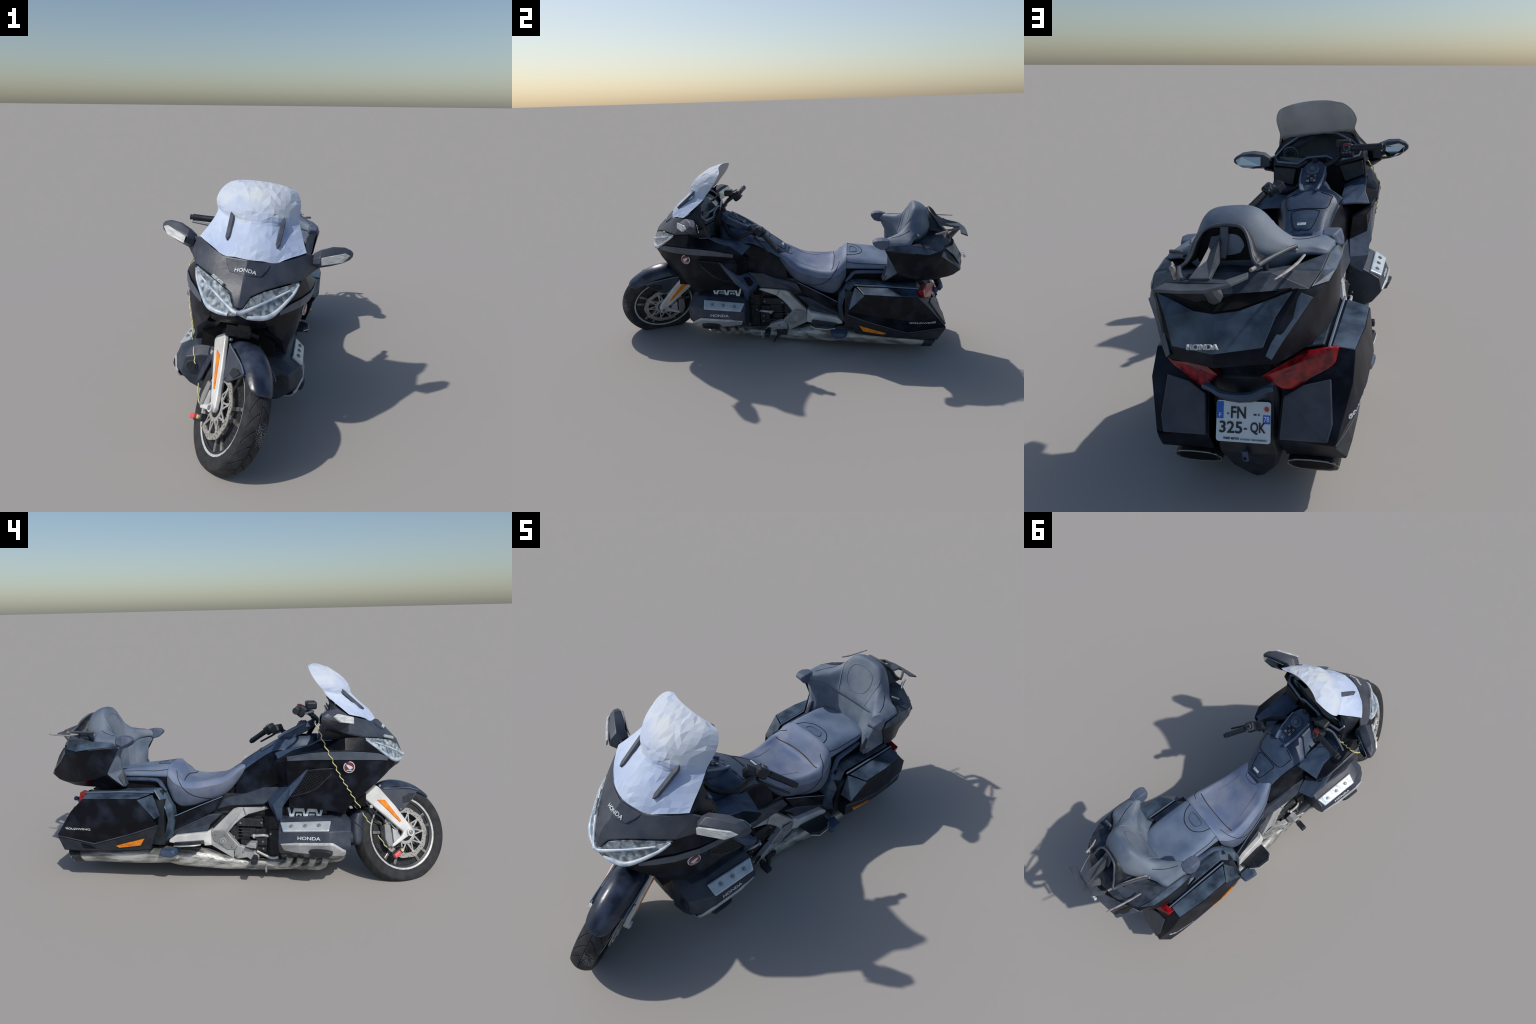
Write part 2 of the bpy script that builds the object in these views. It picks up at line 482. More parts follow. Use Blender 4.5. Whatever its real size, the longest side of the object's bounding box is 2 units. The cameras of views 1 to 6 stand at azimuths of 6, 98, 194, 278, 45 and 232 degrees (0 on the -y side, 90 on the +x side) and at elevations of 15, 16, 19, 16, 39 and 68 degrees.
# --------------------------------------------------------------- headlamps
top = [(.211, -.580, .699), (.150, -.646, .690), (.088, -.703, .678), (.042, -.742, .656), (.020, -.766, .616), (0, -.772, .610)]
mid = [(.202, -.598, .690), (.142, -.668, .660), (.090, -.714, .638), (.050, -.746, .622), (.022, -.766, .604), (0, -.774, .600)]
low = [(.190, -.634, .660), (.150, -.690, .614), (.113, -.727, .588), (.075, -.748, .582), (.036, -.764, .581), (0, -.768, .588)]
v, f = grid([top, mid, low])
lampL, lampR = both("headlamp", v, f, LENS, inside=(0, -.5, .64), thick=.02)
for prm, sg in ((lampL, 1), (lampR, -1)):
    S = lambda pts: [(sg * x, y, z) for x, y, z in pts]
    v, f = join(tube(S([(.178, -.634, .676), (.120, -.690, .650), (.062, -.738, .625), (.018, -.768, .606), (0, -.774, .603)]), [.003, .005, .006, .008, .009], 8, 4),
                tube(S([(.207, -.590, .690), (.190, -.632, .658), (.150, -.688, .614), (.116, -.726, .590), (.075, -.749, .585), (.036, -.764, .586)]), [.004, .006, .008, .010, .010, .007], 8, 4))
    make("daylight_strip", v, f, LENS_WHITE, prm, smooth=50)

# =============================================================== fairing
U = [(.250, -.195, .604), (.224, -.266, .643), (.220, -.359, .668), (.218, -.438, .687), (.222, -.497, .705), (.213, -.580, .700), (.190, -.640, .656), (.155, -.690, .613), (.114, -.729, .584)]
S = [(.256, -.195, .602), (.276, -.236, .618), (.272, -.345, .638), (.266, -.430, .645), (.256, -.500, .646), (.222, -.585, .640), (.182, -.648, .629), (.148, -.695, .607), (.111, -.730, .578)]
B = [(.252, -.185, .588), (.266, -.240, .592), (.266, -.345, .597), (.262, -.430, .598), (.252, -.500, .597), (.222, -.585, .594), (.186, -.645, .591), (.148, -.690, .586), (.106, -.729, .570)]
Mi = [(.176, -.178, .550), (.228, -.235, .540), (.239, -.335, .550), (.240, -.452, .562), (.240, -.520, .562), (.216, -.600, .552), (.178, -.655, .547), (.142, -.695, .545), (.108, -.716, .550)]
Lo = [(.158, -.190, .475), (.220, -.245, .420), (.226, -.300, .430), (.230, -.368, .456), (.228, -.460, .455), (.206, -.545, .436), (.180, -.592, .440), (.155, -.640, .478), (.124, -.685, .516)]
Ko = [(.150, -.190, .420), (.205, -.245, .366), (.200, -.300, .364), (.200, -.370, .362), (.200, -.420, .356), (.194, -.498, .344), (.184, -.535, .388), (.152, -.600, .434), (.112, -.668, .505)]
Ki = [(.10, -.185, .420), (.12, -.245, .366), (.12, -.300, .364), (.12, -.370, .362), (.12, -.420, .356), (.12, -.498, .360), (.12, -.535, .40), (.10, -.600, .45), (.07, -.668, .515)]
v, f = grid([U, S, B, Mi, Lo, Ko, Ki])
fairL, fairR = both("side_fairing", v, f, PAINT, smooth=24, inside=(.0, -.45, .52), thick=.010, bevel=.006, segs=3)
# blade-like strip between the two creases, sky reflection put into its colour
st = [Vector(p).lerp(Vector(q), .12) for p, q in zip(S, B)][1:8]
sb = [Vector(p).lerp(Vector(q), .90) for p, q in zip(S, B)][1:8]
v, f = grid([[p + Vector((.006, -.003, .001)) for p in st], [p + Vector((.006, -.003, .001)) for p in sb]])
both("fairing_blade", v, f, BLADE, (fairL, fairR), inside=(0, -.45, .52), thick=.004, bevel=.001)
# grille
gq = [(.2415, -.333, .549), (.2425, -.372, .555), (.2435, -.449, .561), (.2405, -.436, .530), (.2335, -.369, .462), (.2320, -.335, .447), (.2290, -.258, .424), (.2345, -.292, .484)]
v, f = prism(gq, d=(-.012, 0, 0))
grL, grR = both("air_grille", v, f, DARK, (fairL, fairR), bevel=.001)
v, f = tube(gq, .004, 6, closed=True)
both("grille_frame", v, f, PLASTIC, (grL, grR), smooth=50)
from mathutils.geometry import intersect_line_line_2d
def clip2(poly, p, d):
    """Ends of the line p + t d inside a 2D polygon."""
    ts = []
    for i in range(len(poly)):
        a, b = Vector(poly[i]), Vector(poly[(i + 1) % len(poly)])
        h = intersect_line_line_2d(p - d * 2, p + d * 2, a, b)
        if h:
            ts.append((h - p).dot(d))
    ts.sort()
    return ts
poly = [(y, z) for x, y, z in gq]
bars = []
for ang in (58, -28):
    d = Vector((math.cos(math.radians(ang)), math.sin(math.radians(ang))))
    nn = Vector((-d.y, d.x))
    for k in range(-16, 17):
        p = Vector((-.345, .495)) + nn * (k * .0105)
        ts = clip2(poly, p, d)
        if len(ts) >= 2 and ts[1] - ts[0] > .01:
            a, b = p + d * ts[0], p + d * ts[1]
            fx = lambda q: .2345 + (q.y - .484) * .09 + (.0 if ang > 0 else .0005)
            bars.append(tube([(fx(a) + .0035, a.x, a.y), (fx(b) + .0035, b.x, b.y)], .0013, 4))
v, f = join(*bars)
both("grille_mesh", v, f, PLASTIC, (grL, grR), kind="stuff", weld=False)
# round wing badges
for sg, prm in ((1, fairL), (-1, fairR)):
    c = Vector((sg * .2435, -.518, .569))
    ax = Vector((sg * .97, -.22, .05)).normalized()
    ring = make("badge", *cyl(c, ax, .0265, .006, 32), LETTER, prm, bevel=.001)
    make("badge_field", *cyl(c + ax * .002, ax, .0225, .006, 32), BADGE_RED, ring)
    fw = Vector((0, -1, 0))
    fw = (fw - ax * fw.dot(ax)).normalized()
    up = ax.cross(fw) * sg
    if up.z < 0:
        up = -up
    wing = [(-.016, .013), (-.004, .010), (.012, .003), (.017, -.004), (.010, -.006), (.006, -.010), (-.001, -.009), (-.006, -.003), (-.011, .003)]
    w3 = [c + ax * .0045 + fw * a + up * b for a, b in wing]
    make("badge_wing", *prism(w3, d=ax * .0015), LETTER, ring)
    w3 = [c + ax * .0045 + fw * a + up * b for a, b in ((-.013, -.0125), (.013, -.0125), (.012, -.0155), (-.012, -.0155))]
    make("badge_bar", *prism(w3, d=ax * .0015), LETTER, ring)

# chin between the lamps and the fairing mouth
chin = [[(0, -.772, .590), (.036, -.766, .580), (.075, -.750, .579), (.112, -.729, .580)],
        [(0, -.760, .566), (.040, -.752, .560), (.078, -.738, .560), (.106, -.727, .566)],
        [(0, -.705, .528), (.045, -.700, .526), (.085, -.694, .522), (.112, -.690, .530)]]
v, f = grid(chin)
make("chin_panel", v, f, PAINT, mirror=True, thick=.008, inside=(0, -.65, .62), bevel=.004)
v, f = join(box((0, -.50, .47), (.30, .20, .20)), box((0, -.30, .42), (.24, .36, .24)), box((0, -.52, .60), (.30, .26, .12)))
make("inner_frame", v, f, DARK, weld=False)
# steering head and braces seen in the mouth
v, f = join(box((.0, -.62, .475), (.10, .06, .05)), tube([(-.06, -.60, .44), (0, -.62, .47), (.08, -.61, .45)], .014, 8, 3), box((.02, -.635, .50), (.05, .05, .03)))
make("steering_linkage", v, f, ENGINE_BLACK, bevel=.003, weld=False)

# pillars (slate panels behind the grilles)
pl = dict(a1=(.242, -.335, .560), a2=(.240, -.253, .474), a3=(.230, -.169, .382), a4=(.224, -.177, .362), a5=(.195, -.191, .297),
          a6=(.190, -.211, .309), a7=(.206, -.214, .366), a8=(.238, -.250, .423), a9=(.242, -.334, .546),
          r1=(.172, -.275, .538), r2=(.150, -.204, .470), r3=(.158, -.135, .388), r4=(.152, -.150, .347), r5=(.15, -.19, .31))
k_ = list(pl)
Pf = lambda *n: tuple(k_.index(q) for q in n)
pilL, pilR = both("fairing_pillar", list(pl.values()), [Pf("a1", "a2", "a8", "a9"), Pf("a2", "a3", "a4", "a7", "a8"), Pf("a1", "r1", "r2", "a2"), Pf("a2", "r2", "r3", "a3"),
     Pf("a3", "r3", "r4", "a4"), Pf("a4", "r4", "r5", "a5"), Pf("a4", "a5", "a6", "a7")], TRIM, inside=(.12, -.27, .42), thick=.012, bevel=.004, segs=2)
v, f = prism([(.218, -.178, .406), (.208, -.170, .396), (.188, -.158, .410), (.186, -.182, .442), (.206, -.202, .447)], d=(-.006, -.012, -.004))
make("pillar_vent", [p + Vector((.002, .006, .002)) for p in v], f, DARK, pilL, bevel=.002)

# =============================================================== tank, side panels, cockpit
T = {.03: [(0, .535), (.040, .535), (.074, .525), (.092, .500), (.106, .460), (.115, .425), (.118, .392)],
     -.02: [(0, .578), (.045, .575), (.078, .562), (.096, .530), (.110, .490), (.118, .445), (.122, .405)],
     -.09: [(0, .623), (.045, .620), (.084, .609), (.108, .580), (.124, .525), (.131, .470), (.132, .425)],
     -.155: [(0, .662), (.050, .658), (.100, .647), (.127, .620), (.146, .565), (.146, .505), (.142, .448)],
     -.21: [(0, .684), (.050, .680), (.098, .660), (.135, .628), (.165, .588), (.155, .532), (.146, .462)],
     -.28: [(0, .693), (.045, .686), (.078, .645), (.115, .615), (.175, .592), (.165, .532), (.148, .465)],
     -.36: [(0, .698), (.040, .680), (.070, .625), (.110, .605), (.180, .592), (.170, .532), (.148, .465)]}
v, f = loft([halves(y, p[:4]) for y, p in T.items()], 4, 4)
tank = make("tank_cover", v, f, TRIM, inside=(0, -.15, .45), thick=.01, smooth=60)
v, f = loft([[(x, y, z) for x, z in p[3:]] for y, p in T.items()], 4, 4)
both("tank_side_panel", v, f, PAINT, inside=(0, -.15, .45), thick=.01, smooth=60)
tt = bvh(tank)
seam("tank_pad_seam", tt, [(-.052, -.172, .8), (-.098, -.160, .8), (-.100, -.150, .8), (-.079, -.094, .8), (0, -.086, .8), (.079, -.094, .8), (.100, -.150, .8), (.098, -.160, .8), (.052, -.172, .8)], (0, 0, -1), .0018, DARK, tank)
seam("fuel_lid_seam", tt, [(-.050, -.078, .8), (-.058, -.066, .8), (-.036, .002, .8), (0, .008, .8), (.036, .002, .8), (.058, -.066, .8), (.050, -.078, .8), (0, -.080, .8)], (0, 0, -1), .0016, DARK, tank, closed=True)
v, f = box((.004, -.004, .5765), (.036, .012, .003), (X_AX, Vector((0, .80, -.60)), Vector((0, .60, .80))))
lab = make("tank_label", v, f, PLATE, tank)
text("tank_label_text", "88", (.014, -.005, .5785), (-1, 0, 0), (0, -.8, .6), .007, .014, PLATE_BLUE, lab, depth=.001)

# slate cockpit sides between the fairing crest and the tank
ci = [(.128, -.165, .615), (.125, -.250, .638), (.120, -.330, .645), (.115, -.385, .655), (.12, -.44, .66)]
co = [(.250, -.195, .603), (.226, -.266, .645), (.222, -.340, .668), (.217, -.385, .692), (.219, -.440, .690)]
cm = [(.195, -.182, .612), (.180, -.258, .645), (.172, -.335, .658), (.168, -.385, .675), (.17, -.44, .678)]
v, f = grid([co, cm, ci])
both("cockpit_side", v, f, TRIM, inside=(.15, -.30, .4), thick=.008, bevel=.003)
# side walls from fairing crest up to the screen edge
wall = [[(.220, -.350, .664), (.217, -.400, .688), (.222, -.450, .690), (.222, -.500, .704)],
        [(.214, -.378, .695), (.216, -.400, .735), (.222, -.450, .745), (.225, -.500, .745)],
        [(.212, -.400, .760), (.212, -.415, .790), (.214, -.460, .800), (.216, -.512, .800)],
        [(.200, -.418, .815), (.198, -.430, .828), (.197, -.452, .832), (.195, -.472, .828)],
        [(.170, -.425, .862), (.168, -.428, .866), (.164, -.418, .876), (.160, -.410, .884)]]
v, f = grid(wall)
both("cockpit_wall", v, f, PLASTIC, inside=(0, -.45, .75), thick=.008, smooth=50)

# dash
dlow = [(.045, -.384, .788), (.090, -.387, .763), (.190, -.398, .777)]
dup = [(.203, -.418, .803), (.158, -.438, .843), (.088, -.455, .880), (.030, -.460, .886)]
ring = dlow + dup
full = ring + [M(p) for p in reversed(ring)]
dash = make("dashboard", [Vector(p) + Vector((0, -.012, -.004)) for p in full], [tuple(range(len(full)))], DASH, thick=.01, inside=(0, -.6, .8))
v, f = tube(full, .0065, 6, closed=True)
make("dash_frame", v, f, SILVER_TRIM, dash, smooth=60)
hood_o = [(.045, -.375, .765), (.092, -.380, .745), (.212, -.395, .765), (.208, -.425, .815), (.172, -.436, .864), (.100, -.458, .893), (.03, -.475, .900)]
v, f = grid([ring, hood_o])
make("dash_hood", v, f, PLASTIC, dash, mirror=True, thick=.006, inside=(0, -.6, .8), bevel=.002)
dn = Vector((0, .87, -.49)).normalized()
du = Vector((0, .42, .9)).normalized()
du = (du - dn * du.dot(dn)).normalized()
for sg in (1, -1):
    c = Vector((sg * .128, -.4175, .812))
    g1 = make("gauge", *cyl(c, dn, .034, .004, 32), GREY, dash)
    make("gauge_face", *cyl(c + dn * .001, dn, .0305, .004, 32), DASH, g1)
    ticks = []
    for k in range(11):
        a = math.radians(-120 + 24 * k)
        d = X_AX * math.sin(a) + du * math.cos(a)
        ticks.append(tube([c + dn * .0035 + d * .020, c + dn * .0035 + d * .027], .0011, 4))
    make("gauge_marks", *join(*ticks), GREY, g1, kind="stuff", weld=False)
# speakers under the dash
v, f = prism([(.206, -.388, .756), (.100, -.376, .742), (.121, -.372, .668), (.210, -.374, .694)], d=(0, -.02, 0))
spL, spR = both("dash_speaker", v, f, PLASTIC, bevel=.004)
v, f = grid([[(.10, -.385, .765), (.05, -.38, .79), (0, -.38, .79)], [(.115, -.385, .66), (.06, -.385, .66), (0, -.385, .66)], [(.12, -.37, .60), (.06, -.37, .60), (0, -.37, .60)]])
make("cockpit_bulkhead", v, f, DARK, mirror=True, inside=(0, -.6, .7), thick=.006)

# centre console with knob and buttons
ct_ = [(.018, -.350, .776), (.036, -.340, .768), (.054, -.308, .749), (.050, -.235, .712), (.036, -.176, .679), (.022, -.182, .677)]
full = ct_ + [M(p) for p in reversed(ct_)]
v, f = prism(full, d=(0, -.015, -.034))
console = make("centre_console", v, f, TRIM, bevel=.003)
cn = Vector((0, .50, .866)).normalized()
cu_ = Vector((0, -.866, .50)).normalized()
for sg in (1, -1):
    v, f = tube([(sg * .0535, -.308, .751), (sg * .050, -.235, .714), (sg * .0355, -.175, .681), (sg * .023, -.183, .679)], [.004, .006, .007, .003], 6, 2)
    make("console_trim", v, f, SILVER_TRIM, console, smooth=60)
kc = Vector((0, -.286, .7435))
kn = make("control_knob", *cyl(kc, cn, .0285, .014, 32), GREY, console, bevel=.003)
make("control_knob_ring", *cyl(kc + cn * .004, cn, .021, .014, 32), TRIM, kn, bevel=.002)
make("control_knob_cap", *cyl(kc + cn * .010, cn, .0115, .014, 24), GREY, kn, bevel=.003)
for i in (-1, 0, 1):
    for k in range(3):
        c = Vector((i * .0155, -.247, .7225)) - cu_ * (.0155 * k - .004)
        make("console_button", *box(c, (.0125, .0135, .006), (X_AX, cu_, cn)), GREY if (i + k) % 2 else PLASTIC, console, bevel=.0015)
text("console_mark", "K", (0, -.192, .6925), (-1, 0, 0), (0, -.866, .5), .012, .026, GREY, console, depth=.002)
make("ignition_switch", *cyl((0, -.343, .778), cn, .012, .02, 20), PLASTIC, console, bevel=.002)

# =============================================================== handlebars
def bar_side(sg, path, grip0, grip1, sw, swax):
    hb = make("handlebar", *tube(path, .0115, 10, 4), PLASTIC, smooth=60)
    d = (Vector(grip1) - Vector(grip0)).normalized()
    L = (Vector(grip1) - Vector(grip0)).length
    g = make("grip", *tube([Vector(grip0) + d * (L * t) for t in (0, .04, .1, .5, .86, .9, .93, 1)], [.011, .0145, .0150, .0140, .0145, .0155, .011, .012], 14), PLASTIC, hb, smooth=50)
    c = Vector(sw)
    b = make("switch_box", *box(c, (.052, .046, .052), swax), PLASTIC, hb, bevel=.011, segs=3)
    bk = swax[1]
    make("switch_pad", *cyl(c + bk * .023, bk, .0145, .006, 20), GREY, b, bevel=.001)
    make("switch_pad_core", *cyl(c + bk * .025, bk, .0105, .006, 20), PLASTIC, b, bevel=.001)
    for i in range(3):
        make("switch_button", *box(c + bk * .023 - swax[2] * .020 + swax[0] * (.014 * (i - 1)), (.009, .006, .006), swax), GREY, b, bevel=.001)
    return hb, b
def frame_of(d, up=(0, 0, 1)):
    x = Vector(d).normalized()
    z = Vector(up)
    z = (z - x * z.dot(x)).normalized()
    return x, z.cross(x), z
gl0, gl1 = Vector((.170, -.088, .693)), Vector((.250, .008, .626))
axl = frame_of(gl1 - gl0, (.3, .5, .8))
hbL, swL = bar_side(1, [(.02, -.345, .735), (.085, -.300, .668), (.135, -.245, .662), (.150, -.205, .680), (.150, -.150, .702), (.162, -.098, .698)], gl0, gl1, (.155, -.110, .703), (axl[0], Vector((0, .62, .78)), axl[0].cross(Vector((0, .62, .78)))))
gr0, gr1 = Vector((-.178, -.284, .828)), Vector((-.321, -.282, .822))
hbR, swR = bar_side(-1, [(-.02, -.345, .745), (-.080, -.365, .765), (-.120, -.350, .790), (-.140, -.310, .818), (-.175, -.285, .828)], gr0, gr1, (-.158, -.296, .815), (Vector((1, 0, 0)), Vector((0, .80, .6)), Vector((0, -.6, .8))))
make("kill_switch", *box((-.156, -.286, .842), (.026, .018, .012)), BADGE_RED, swR, bevel=.002)
make("brake_reservoir", *box((-.135, -.338, .842), (.065, .05, .035), frame_of((1, .2, .1))), PLASTIC, swR, bevel=.008)
make("brake_lever", *tube([(-.150, -.335, .815), (-.20, -.352, .815), (-.30, -.325, .812)], [.008, .006, .005], 8, 3), GREY, swR, smooth=60)
make("clutch_housing", *box((.128, -.150, .705), (.05, .05, .04), axl), PLASTIC, swL, bevel=.008)
make("clutch_lever", *tube([(.150, -.125, .690), (.175, -.135, .678), (.262, -.045, .625)], [.007, .006, .005], 8, 3), PLASTIC, swL, smooth=60)

# =============================================================== seats
RS = {-.030: [(0, .560), (.030, .561), (.060, .561), (.078, .556), (.086, .546), (.088, .536), (.084, .530)],
      .010: [(0, .545), (.035, .546), (.068, .546), (.092, .538), (.106, .515), (.108, .490), (.102, .478)],
      .050: [(0, .522), (.040, .523), (.084, .522), (.110, .510), (.128, .475), (.128, .445), (.116, .428)],
      .100: [(0, .492), (.050, .492), (.100, .490), (.126, .484), (.148, .450), (.148, .413), (.128, .391)],
      .160: [(0, .473), (.050, .473), (.108, .475), (.138, .474), (.166, .438), (.168, .400), (.148, .374)],
      .215: [(0, .464), (.060, .463), (.118, .465), (.150, .468), (.182, .428), (.185, .386), (.166, .357)],
      .258: [(0, .463), (.060, .461), (.118, .464), (.155, .470), (.190, .430), (.194, .380), (.178, .351)],
      .284: [(0, .472), (.060, .470), (.116, .470), (.158, .474), (.192, .436), (.196, .384), (.184, .351)],
      .302: [(0, .503), (.060, .497), (.115, .487), (.155, .483), (.188, .444), (.194, .394), (.184, .358)],
      .325: [(0, .531), (.060, .527), (.112, .514), (.150, .498), (.180, .455), (.190, .408), (.182, .378)],
      .345: [(0, .548), (.060, .545), (.108, .535), (.144, .514), (.168, .475), (.177, .436), (.170, .410)],
      .362: [(0, .555), (.055, .553), (.102, .546), (.138, .524), (.157, .490), (.164, .458), (.156, .438)]}
RS = {y: [(x if x < .12 else .12 + (x - .12) * .86, z) for x, z in p] for y, p in RS.items()}
v, f = loft([halves(y, p) for y, p in RS.items()], 4, 5)
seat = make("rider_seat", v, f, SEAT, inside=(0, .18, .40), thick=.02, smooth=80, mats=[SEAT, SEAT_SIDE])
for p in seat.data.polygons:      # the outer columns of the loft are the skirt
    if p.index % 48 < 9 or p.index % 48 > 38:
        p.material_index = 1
PS = {.352: [(0, .552), (.055, .551), (.105, .545), (.134, .526), (.146, .508), (.150, .492), (.140, .482)],
      .400: [(0, .545), (.060, .545), (.108, .541), (.134, .527), (.146, .510), (.149, .494), (.140, .484)],
      .450: [(0, .538), (.060, .538), (.110, .535), (.136, .522), (.147, .509), (.150, .494), (.140, .484)],
      .520: [(0, .530), (.060, .530), (.110, .528), (.137, .518), (.147, .508), (.149, .493), (.138, .484)],
      .585: [(0, .520), (.060, .520), (.108, .519), (.134, .513), (.144, .504), (.145, .491), (.134, .482)],
      .655: [(0, .508), (.055, .508), (.085, .507), (.105, .504), (.114, .498), (.115, .490), (.105, .482)]}
PS = {y: [(x * .965, z) for x, z in p] for y, p in PS.items()}
v, f = loft([halves(y, p) for y, p in PS.items()], 4, 5)
pillion = make("pillion_seat", v, f, PILLION, inside=(0, .5, .40), thick=.02, smooth=80)
ts = bvh(seat, pillion)
seam("seat_crease", ts, [(-.138, .280, .7), (-.07, .289, .7), (0, .291, .7), (.07, .289, .7), (.138, .280, .7)], (0, 0, -1), .003, mat("crease_brown", (.05, .035, .03), .7), seat, per=8)
seam("seat_nose_seam", ts, [(-.048, -.022, .7), (-.05, .01, .7), (-.034, .040, .7), (0, .048, .7), (.034, .040, .7), (.05, .01, .7), (.048, -.022, .7)], (0, 0, -1), .0022, SEAT_SIDE, seat, per=6)
seam("handhold_seam", ts, [(-.088, .362, .7), (-.072, .405, .7), (-.03, .440, .7), (.03, .440, .7), (.072, .405, .7), (.088, .362, .7)], (0, 0, -1), .0018, DARK, pillion, per=6)
seam("handhold_ring", ts, [(-.040, .378, .7), (-.036, .402, .7), (-.018, .414, .7), (.018, .414, .7), (.036, .402, .7), (.040, .378, .7), (0, .374, .7)], (0, 0, -1), .0030, SEAT_SIDE, pillion, closed=True, per=6)
for sg in (1, -1):
    seam("pillion_piping", ts, [(sg * .3, .360, .525), (sg * .3, .42, .517), (sg * .3, .50, .516), (sg * .3, .585, .512)], (-sg, 0, 0), .0016, DARK, pillion)
    seam("seat_piping", ts, [(sg * .3, .325, .515), (sg * .3, .303, .478), (sg * .3, .272, .438), (sg * .3, .232, .410), (sg * .3, .185, .395), (sg * .3, .140, .388)], (-sg, 0, 0), .0016, DARK, seat)
    seam("seat_fold", ts, [(sg * .07, .06, .7), (sg * .085, .14, .7), (sg * .10, .20, .7)], (0, 0, -1), .0009, SEAT_SIDE, seat)
v, f = join(box((0, .49, .450), (.288, .26, .065)), box((0, .20, .38), (.21, .34, .12)))
make("seat_base", v, f, DARK, weld=False)
# grab rails
v, f = tube([(.146, .575, .474), (.152, .50, .476), (.156, .412, .474), (.166, .385, .452), (.172, .360, .425)], [.012, .013, .013, .012, .008], 8, 2, flat=.8)
both("grab_rail", v, f, TRIM, smooth=40)

# =============================================================== backrest with arms
BR = {0: [(.650, .610), (.668, .690), (.692, .775), (.714, .824), (.762, .812), (.798, .770), (.812, .70), (.74, .615)],
      .05: [(.649, .610), (.667, .690), (.690, .771), (.713, .820), (.760, .807), (.795, .768), (.808, .70), (.74, .615)],
      .085: [(.645, .612), (.662, .686), (.682, .750), (.708, .799), (.750, .788), (.782, .750), (.795, .70), (.74, .618)],
      .115: [(.634, .622), (.642, .680), (.668, .726), (.702, .757), (.738, .747), (.762, .725), (.772, .69), (.72, .630)],
      .150: [(.612, .644), (.612, .684), (.640, .705), (.690, .716), (.718, .711), (.732, .701), (.738, .68), (.69, .650)],
      .190: [(.570, .654), (.570, .685), (.606, .696), (.660, .700), (.690, .698), (.704, .690), (.708, .675), (.65, .654)],
      .222: [(.540, .646), (.545, .680), (.582, .690), (.650, .691), (.686, .689), (.695, .682), (.695, .668), (.63, .653)],
      .246: [(.548, .644), (.556, .668), (.592, .676), (.642, .678), (.668, .677), (.680, .672), (.680, .662), (.62, .652)]}
secs = [[(x, y, z) for y, z in s] for x, s in BR.items()]
secs = [[M(p) for p in s] for s in reversed(secs[1:])] + secs
v, f = loft(secs, 4, 4, closed=True, caps=True)
back = make("backrest", v, f, BACKREST, smooth=70)
tb = bvh(back)
for sg in (1, -1):
    seam("backrest_piping", tb, [(sg * .100, .3, .770), (sg * .106, .3, .744), (sg * .098, .3, .70), (sg * .080, .3, .620)], (0, 1, 0), .0026, PIPING, back)
    seam("arm_seam", tb, [(sg * .150, .690, 1.0), (sg * .185, .640, 1.0), (sg * .205, .590, 1.0)], (0, 0, -1), .0013, DARK, back)
seam("backrest_pad_seam", tb, [(-.055, .3, .775), (-.070, .3, .73), (-.050, .3, .68), (0, .3, .66), (.050, .3, .68), (.070, .3, .73), (.055, .3, .775), (0, .3, .79)], (0, 1, 0), .0012, SEAT_SIDE, back, closed=True)
AP = {.497: [(.212, .674), (.214, .686), (.248, .686), (.250, .674)], .515: [(.203, .650), (.206, .697), (.256, .695), (.262, .662)],
      .545: [(.200, .642), (.204, .700), (.256, .697), (.266, .648)], .575: [(.204, .650), (.208, .694), (.246, .692), (.256, .658)], .585: [(.210, .665), (.212, .690), (.240, .688), (.246, .665)]}
v, f = grid([[(x, y, z) for x, z in s] for y, s in AP.items()], True)
f += [(0, 1, 2, 3), (16, 17, 18, 19)]
both("arm_pad", v, f, SEAT_SIDE, back, bevel=.006, segs=3)

# trunk front trim (vinyl) under the backrest, down to the seat
tr = [[(0, .664, .640), (.08, .660, .640), (.125, .634, .645), (.175, .592, .652), (.215, .550, .648), (.255, .560, .643)],
      [(0, .654, .60), (.08, .650, .60), (.125, .628, .60), (.172, .590, .600), (.200, .576, .600), (.250, .594, .600)],
      [(0, .650, .535), (.08, .645, .535), (.120, .622, .535), (.160, .584, .525), (.190, .577, .525), (.246, .628, .513)],
      [(0, .645, .46), (.08, .640, .46), (.120, .615, .46), (.158, .574, .455), (.180, .558, .448), (.207, .566, .446)]]
v, f = grid(tr)
trim = make("trunk_front_trim", v, f, BACKREST, mirror=True, thick=.01, inside=(0, .75, .55), bevel=.004)
v, f = prism([(.214, .606, .516), (.182, .571, .531), (.176, .548, .458), (.204, .556, .446)], d=(-.008, .012, 0))
both("trunk_speaker", v, f, HEAD, trim, bevel=.003)

# =============================================================== trunk
tC = [(0, .72, .655), (0, .76, .672), (0, .81, .684), (0, .87, .686), (0, .922, .645)]
tD = [(.165, .715, .648), (.160, .762, .656), (.150, .812, .668), (.136, .866, .681), (.112, .905, .645)]
tA = [(.252, .590, .664), (.246, .690, .672), (.240, .780, .652), (.220, .842, .628), (.200, .862, .636)]
tS = [(.260, .563, .641), (.270, .631, .639), (.268, .708, .630), (.260, .773, .620), (.229, .848, .605), (.194, .890, .562), (.156, .945, .515), (.139, .964, .490)]
tV = [(.254, .632, .511), (.250, .690, .490), (.234, .760, .474), (.204, .820, .464), (.174, .870, .460), (.155, .905, .460), (.140, .935, .466), (.130, .950, .474)]
tB = [(.215, .563, .446), (.200, .640, .442), (.180, .720, .438), (.160, .790, .436), (.145, .847, .438), (.132, .890, .448), (.120, .922, .456), (.112, .940, .466)]
lidT, lidM, lidB = (.200, .864, .636), (.166, .912, .580), (.131, .958, .515)
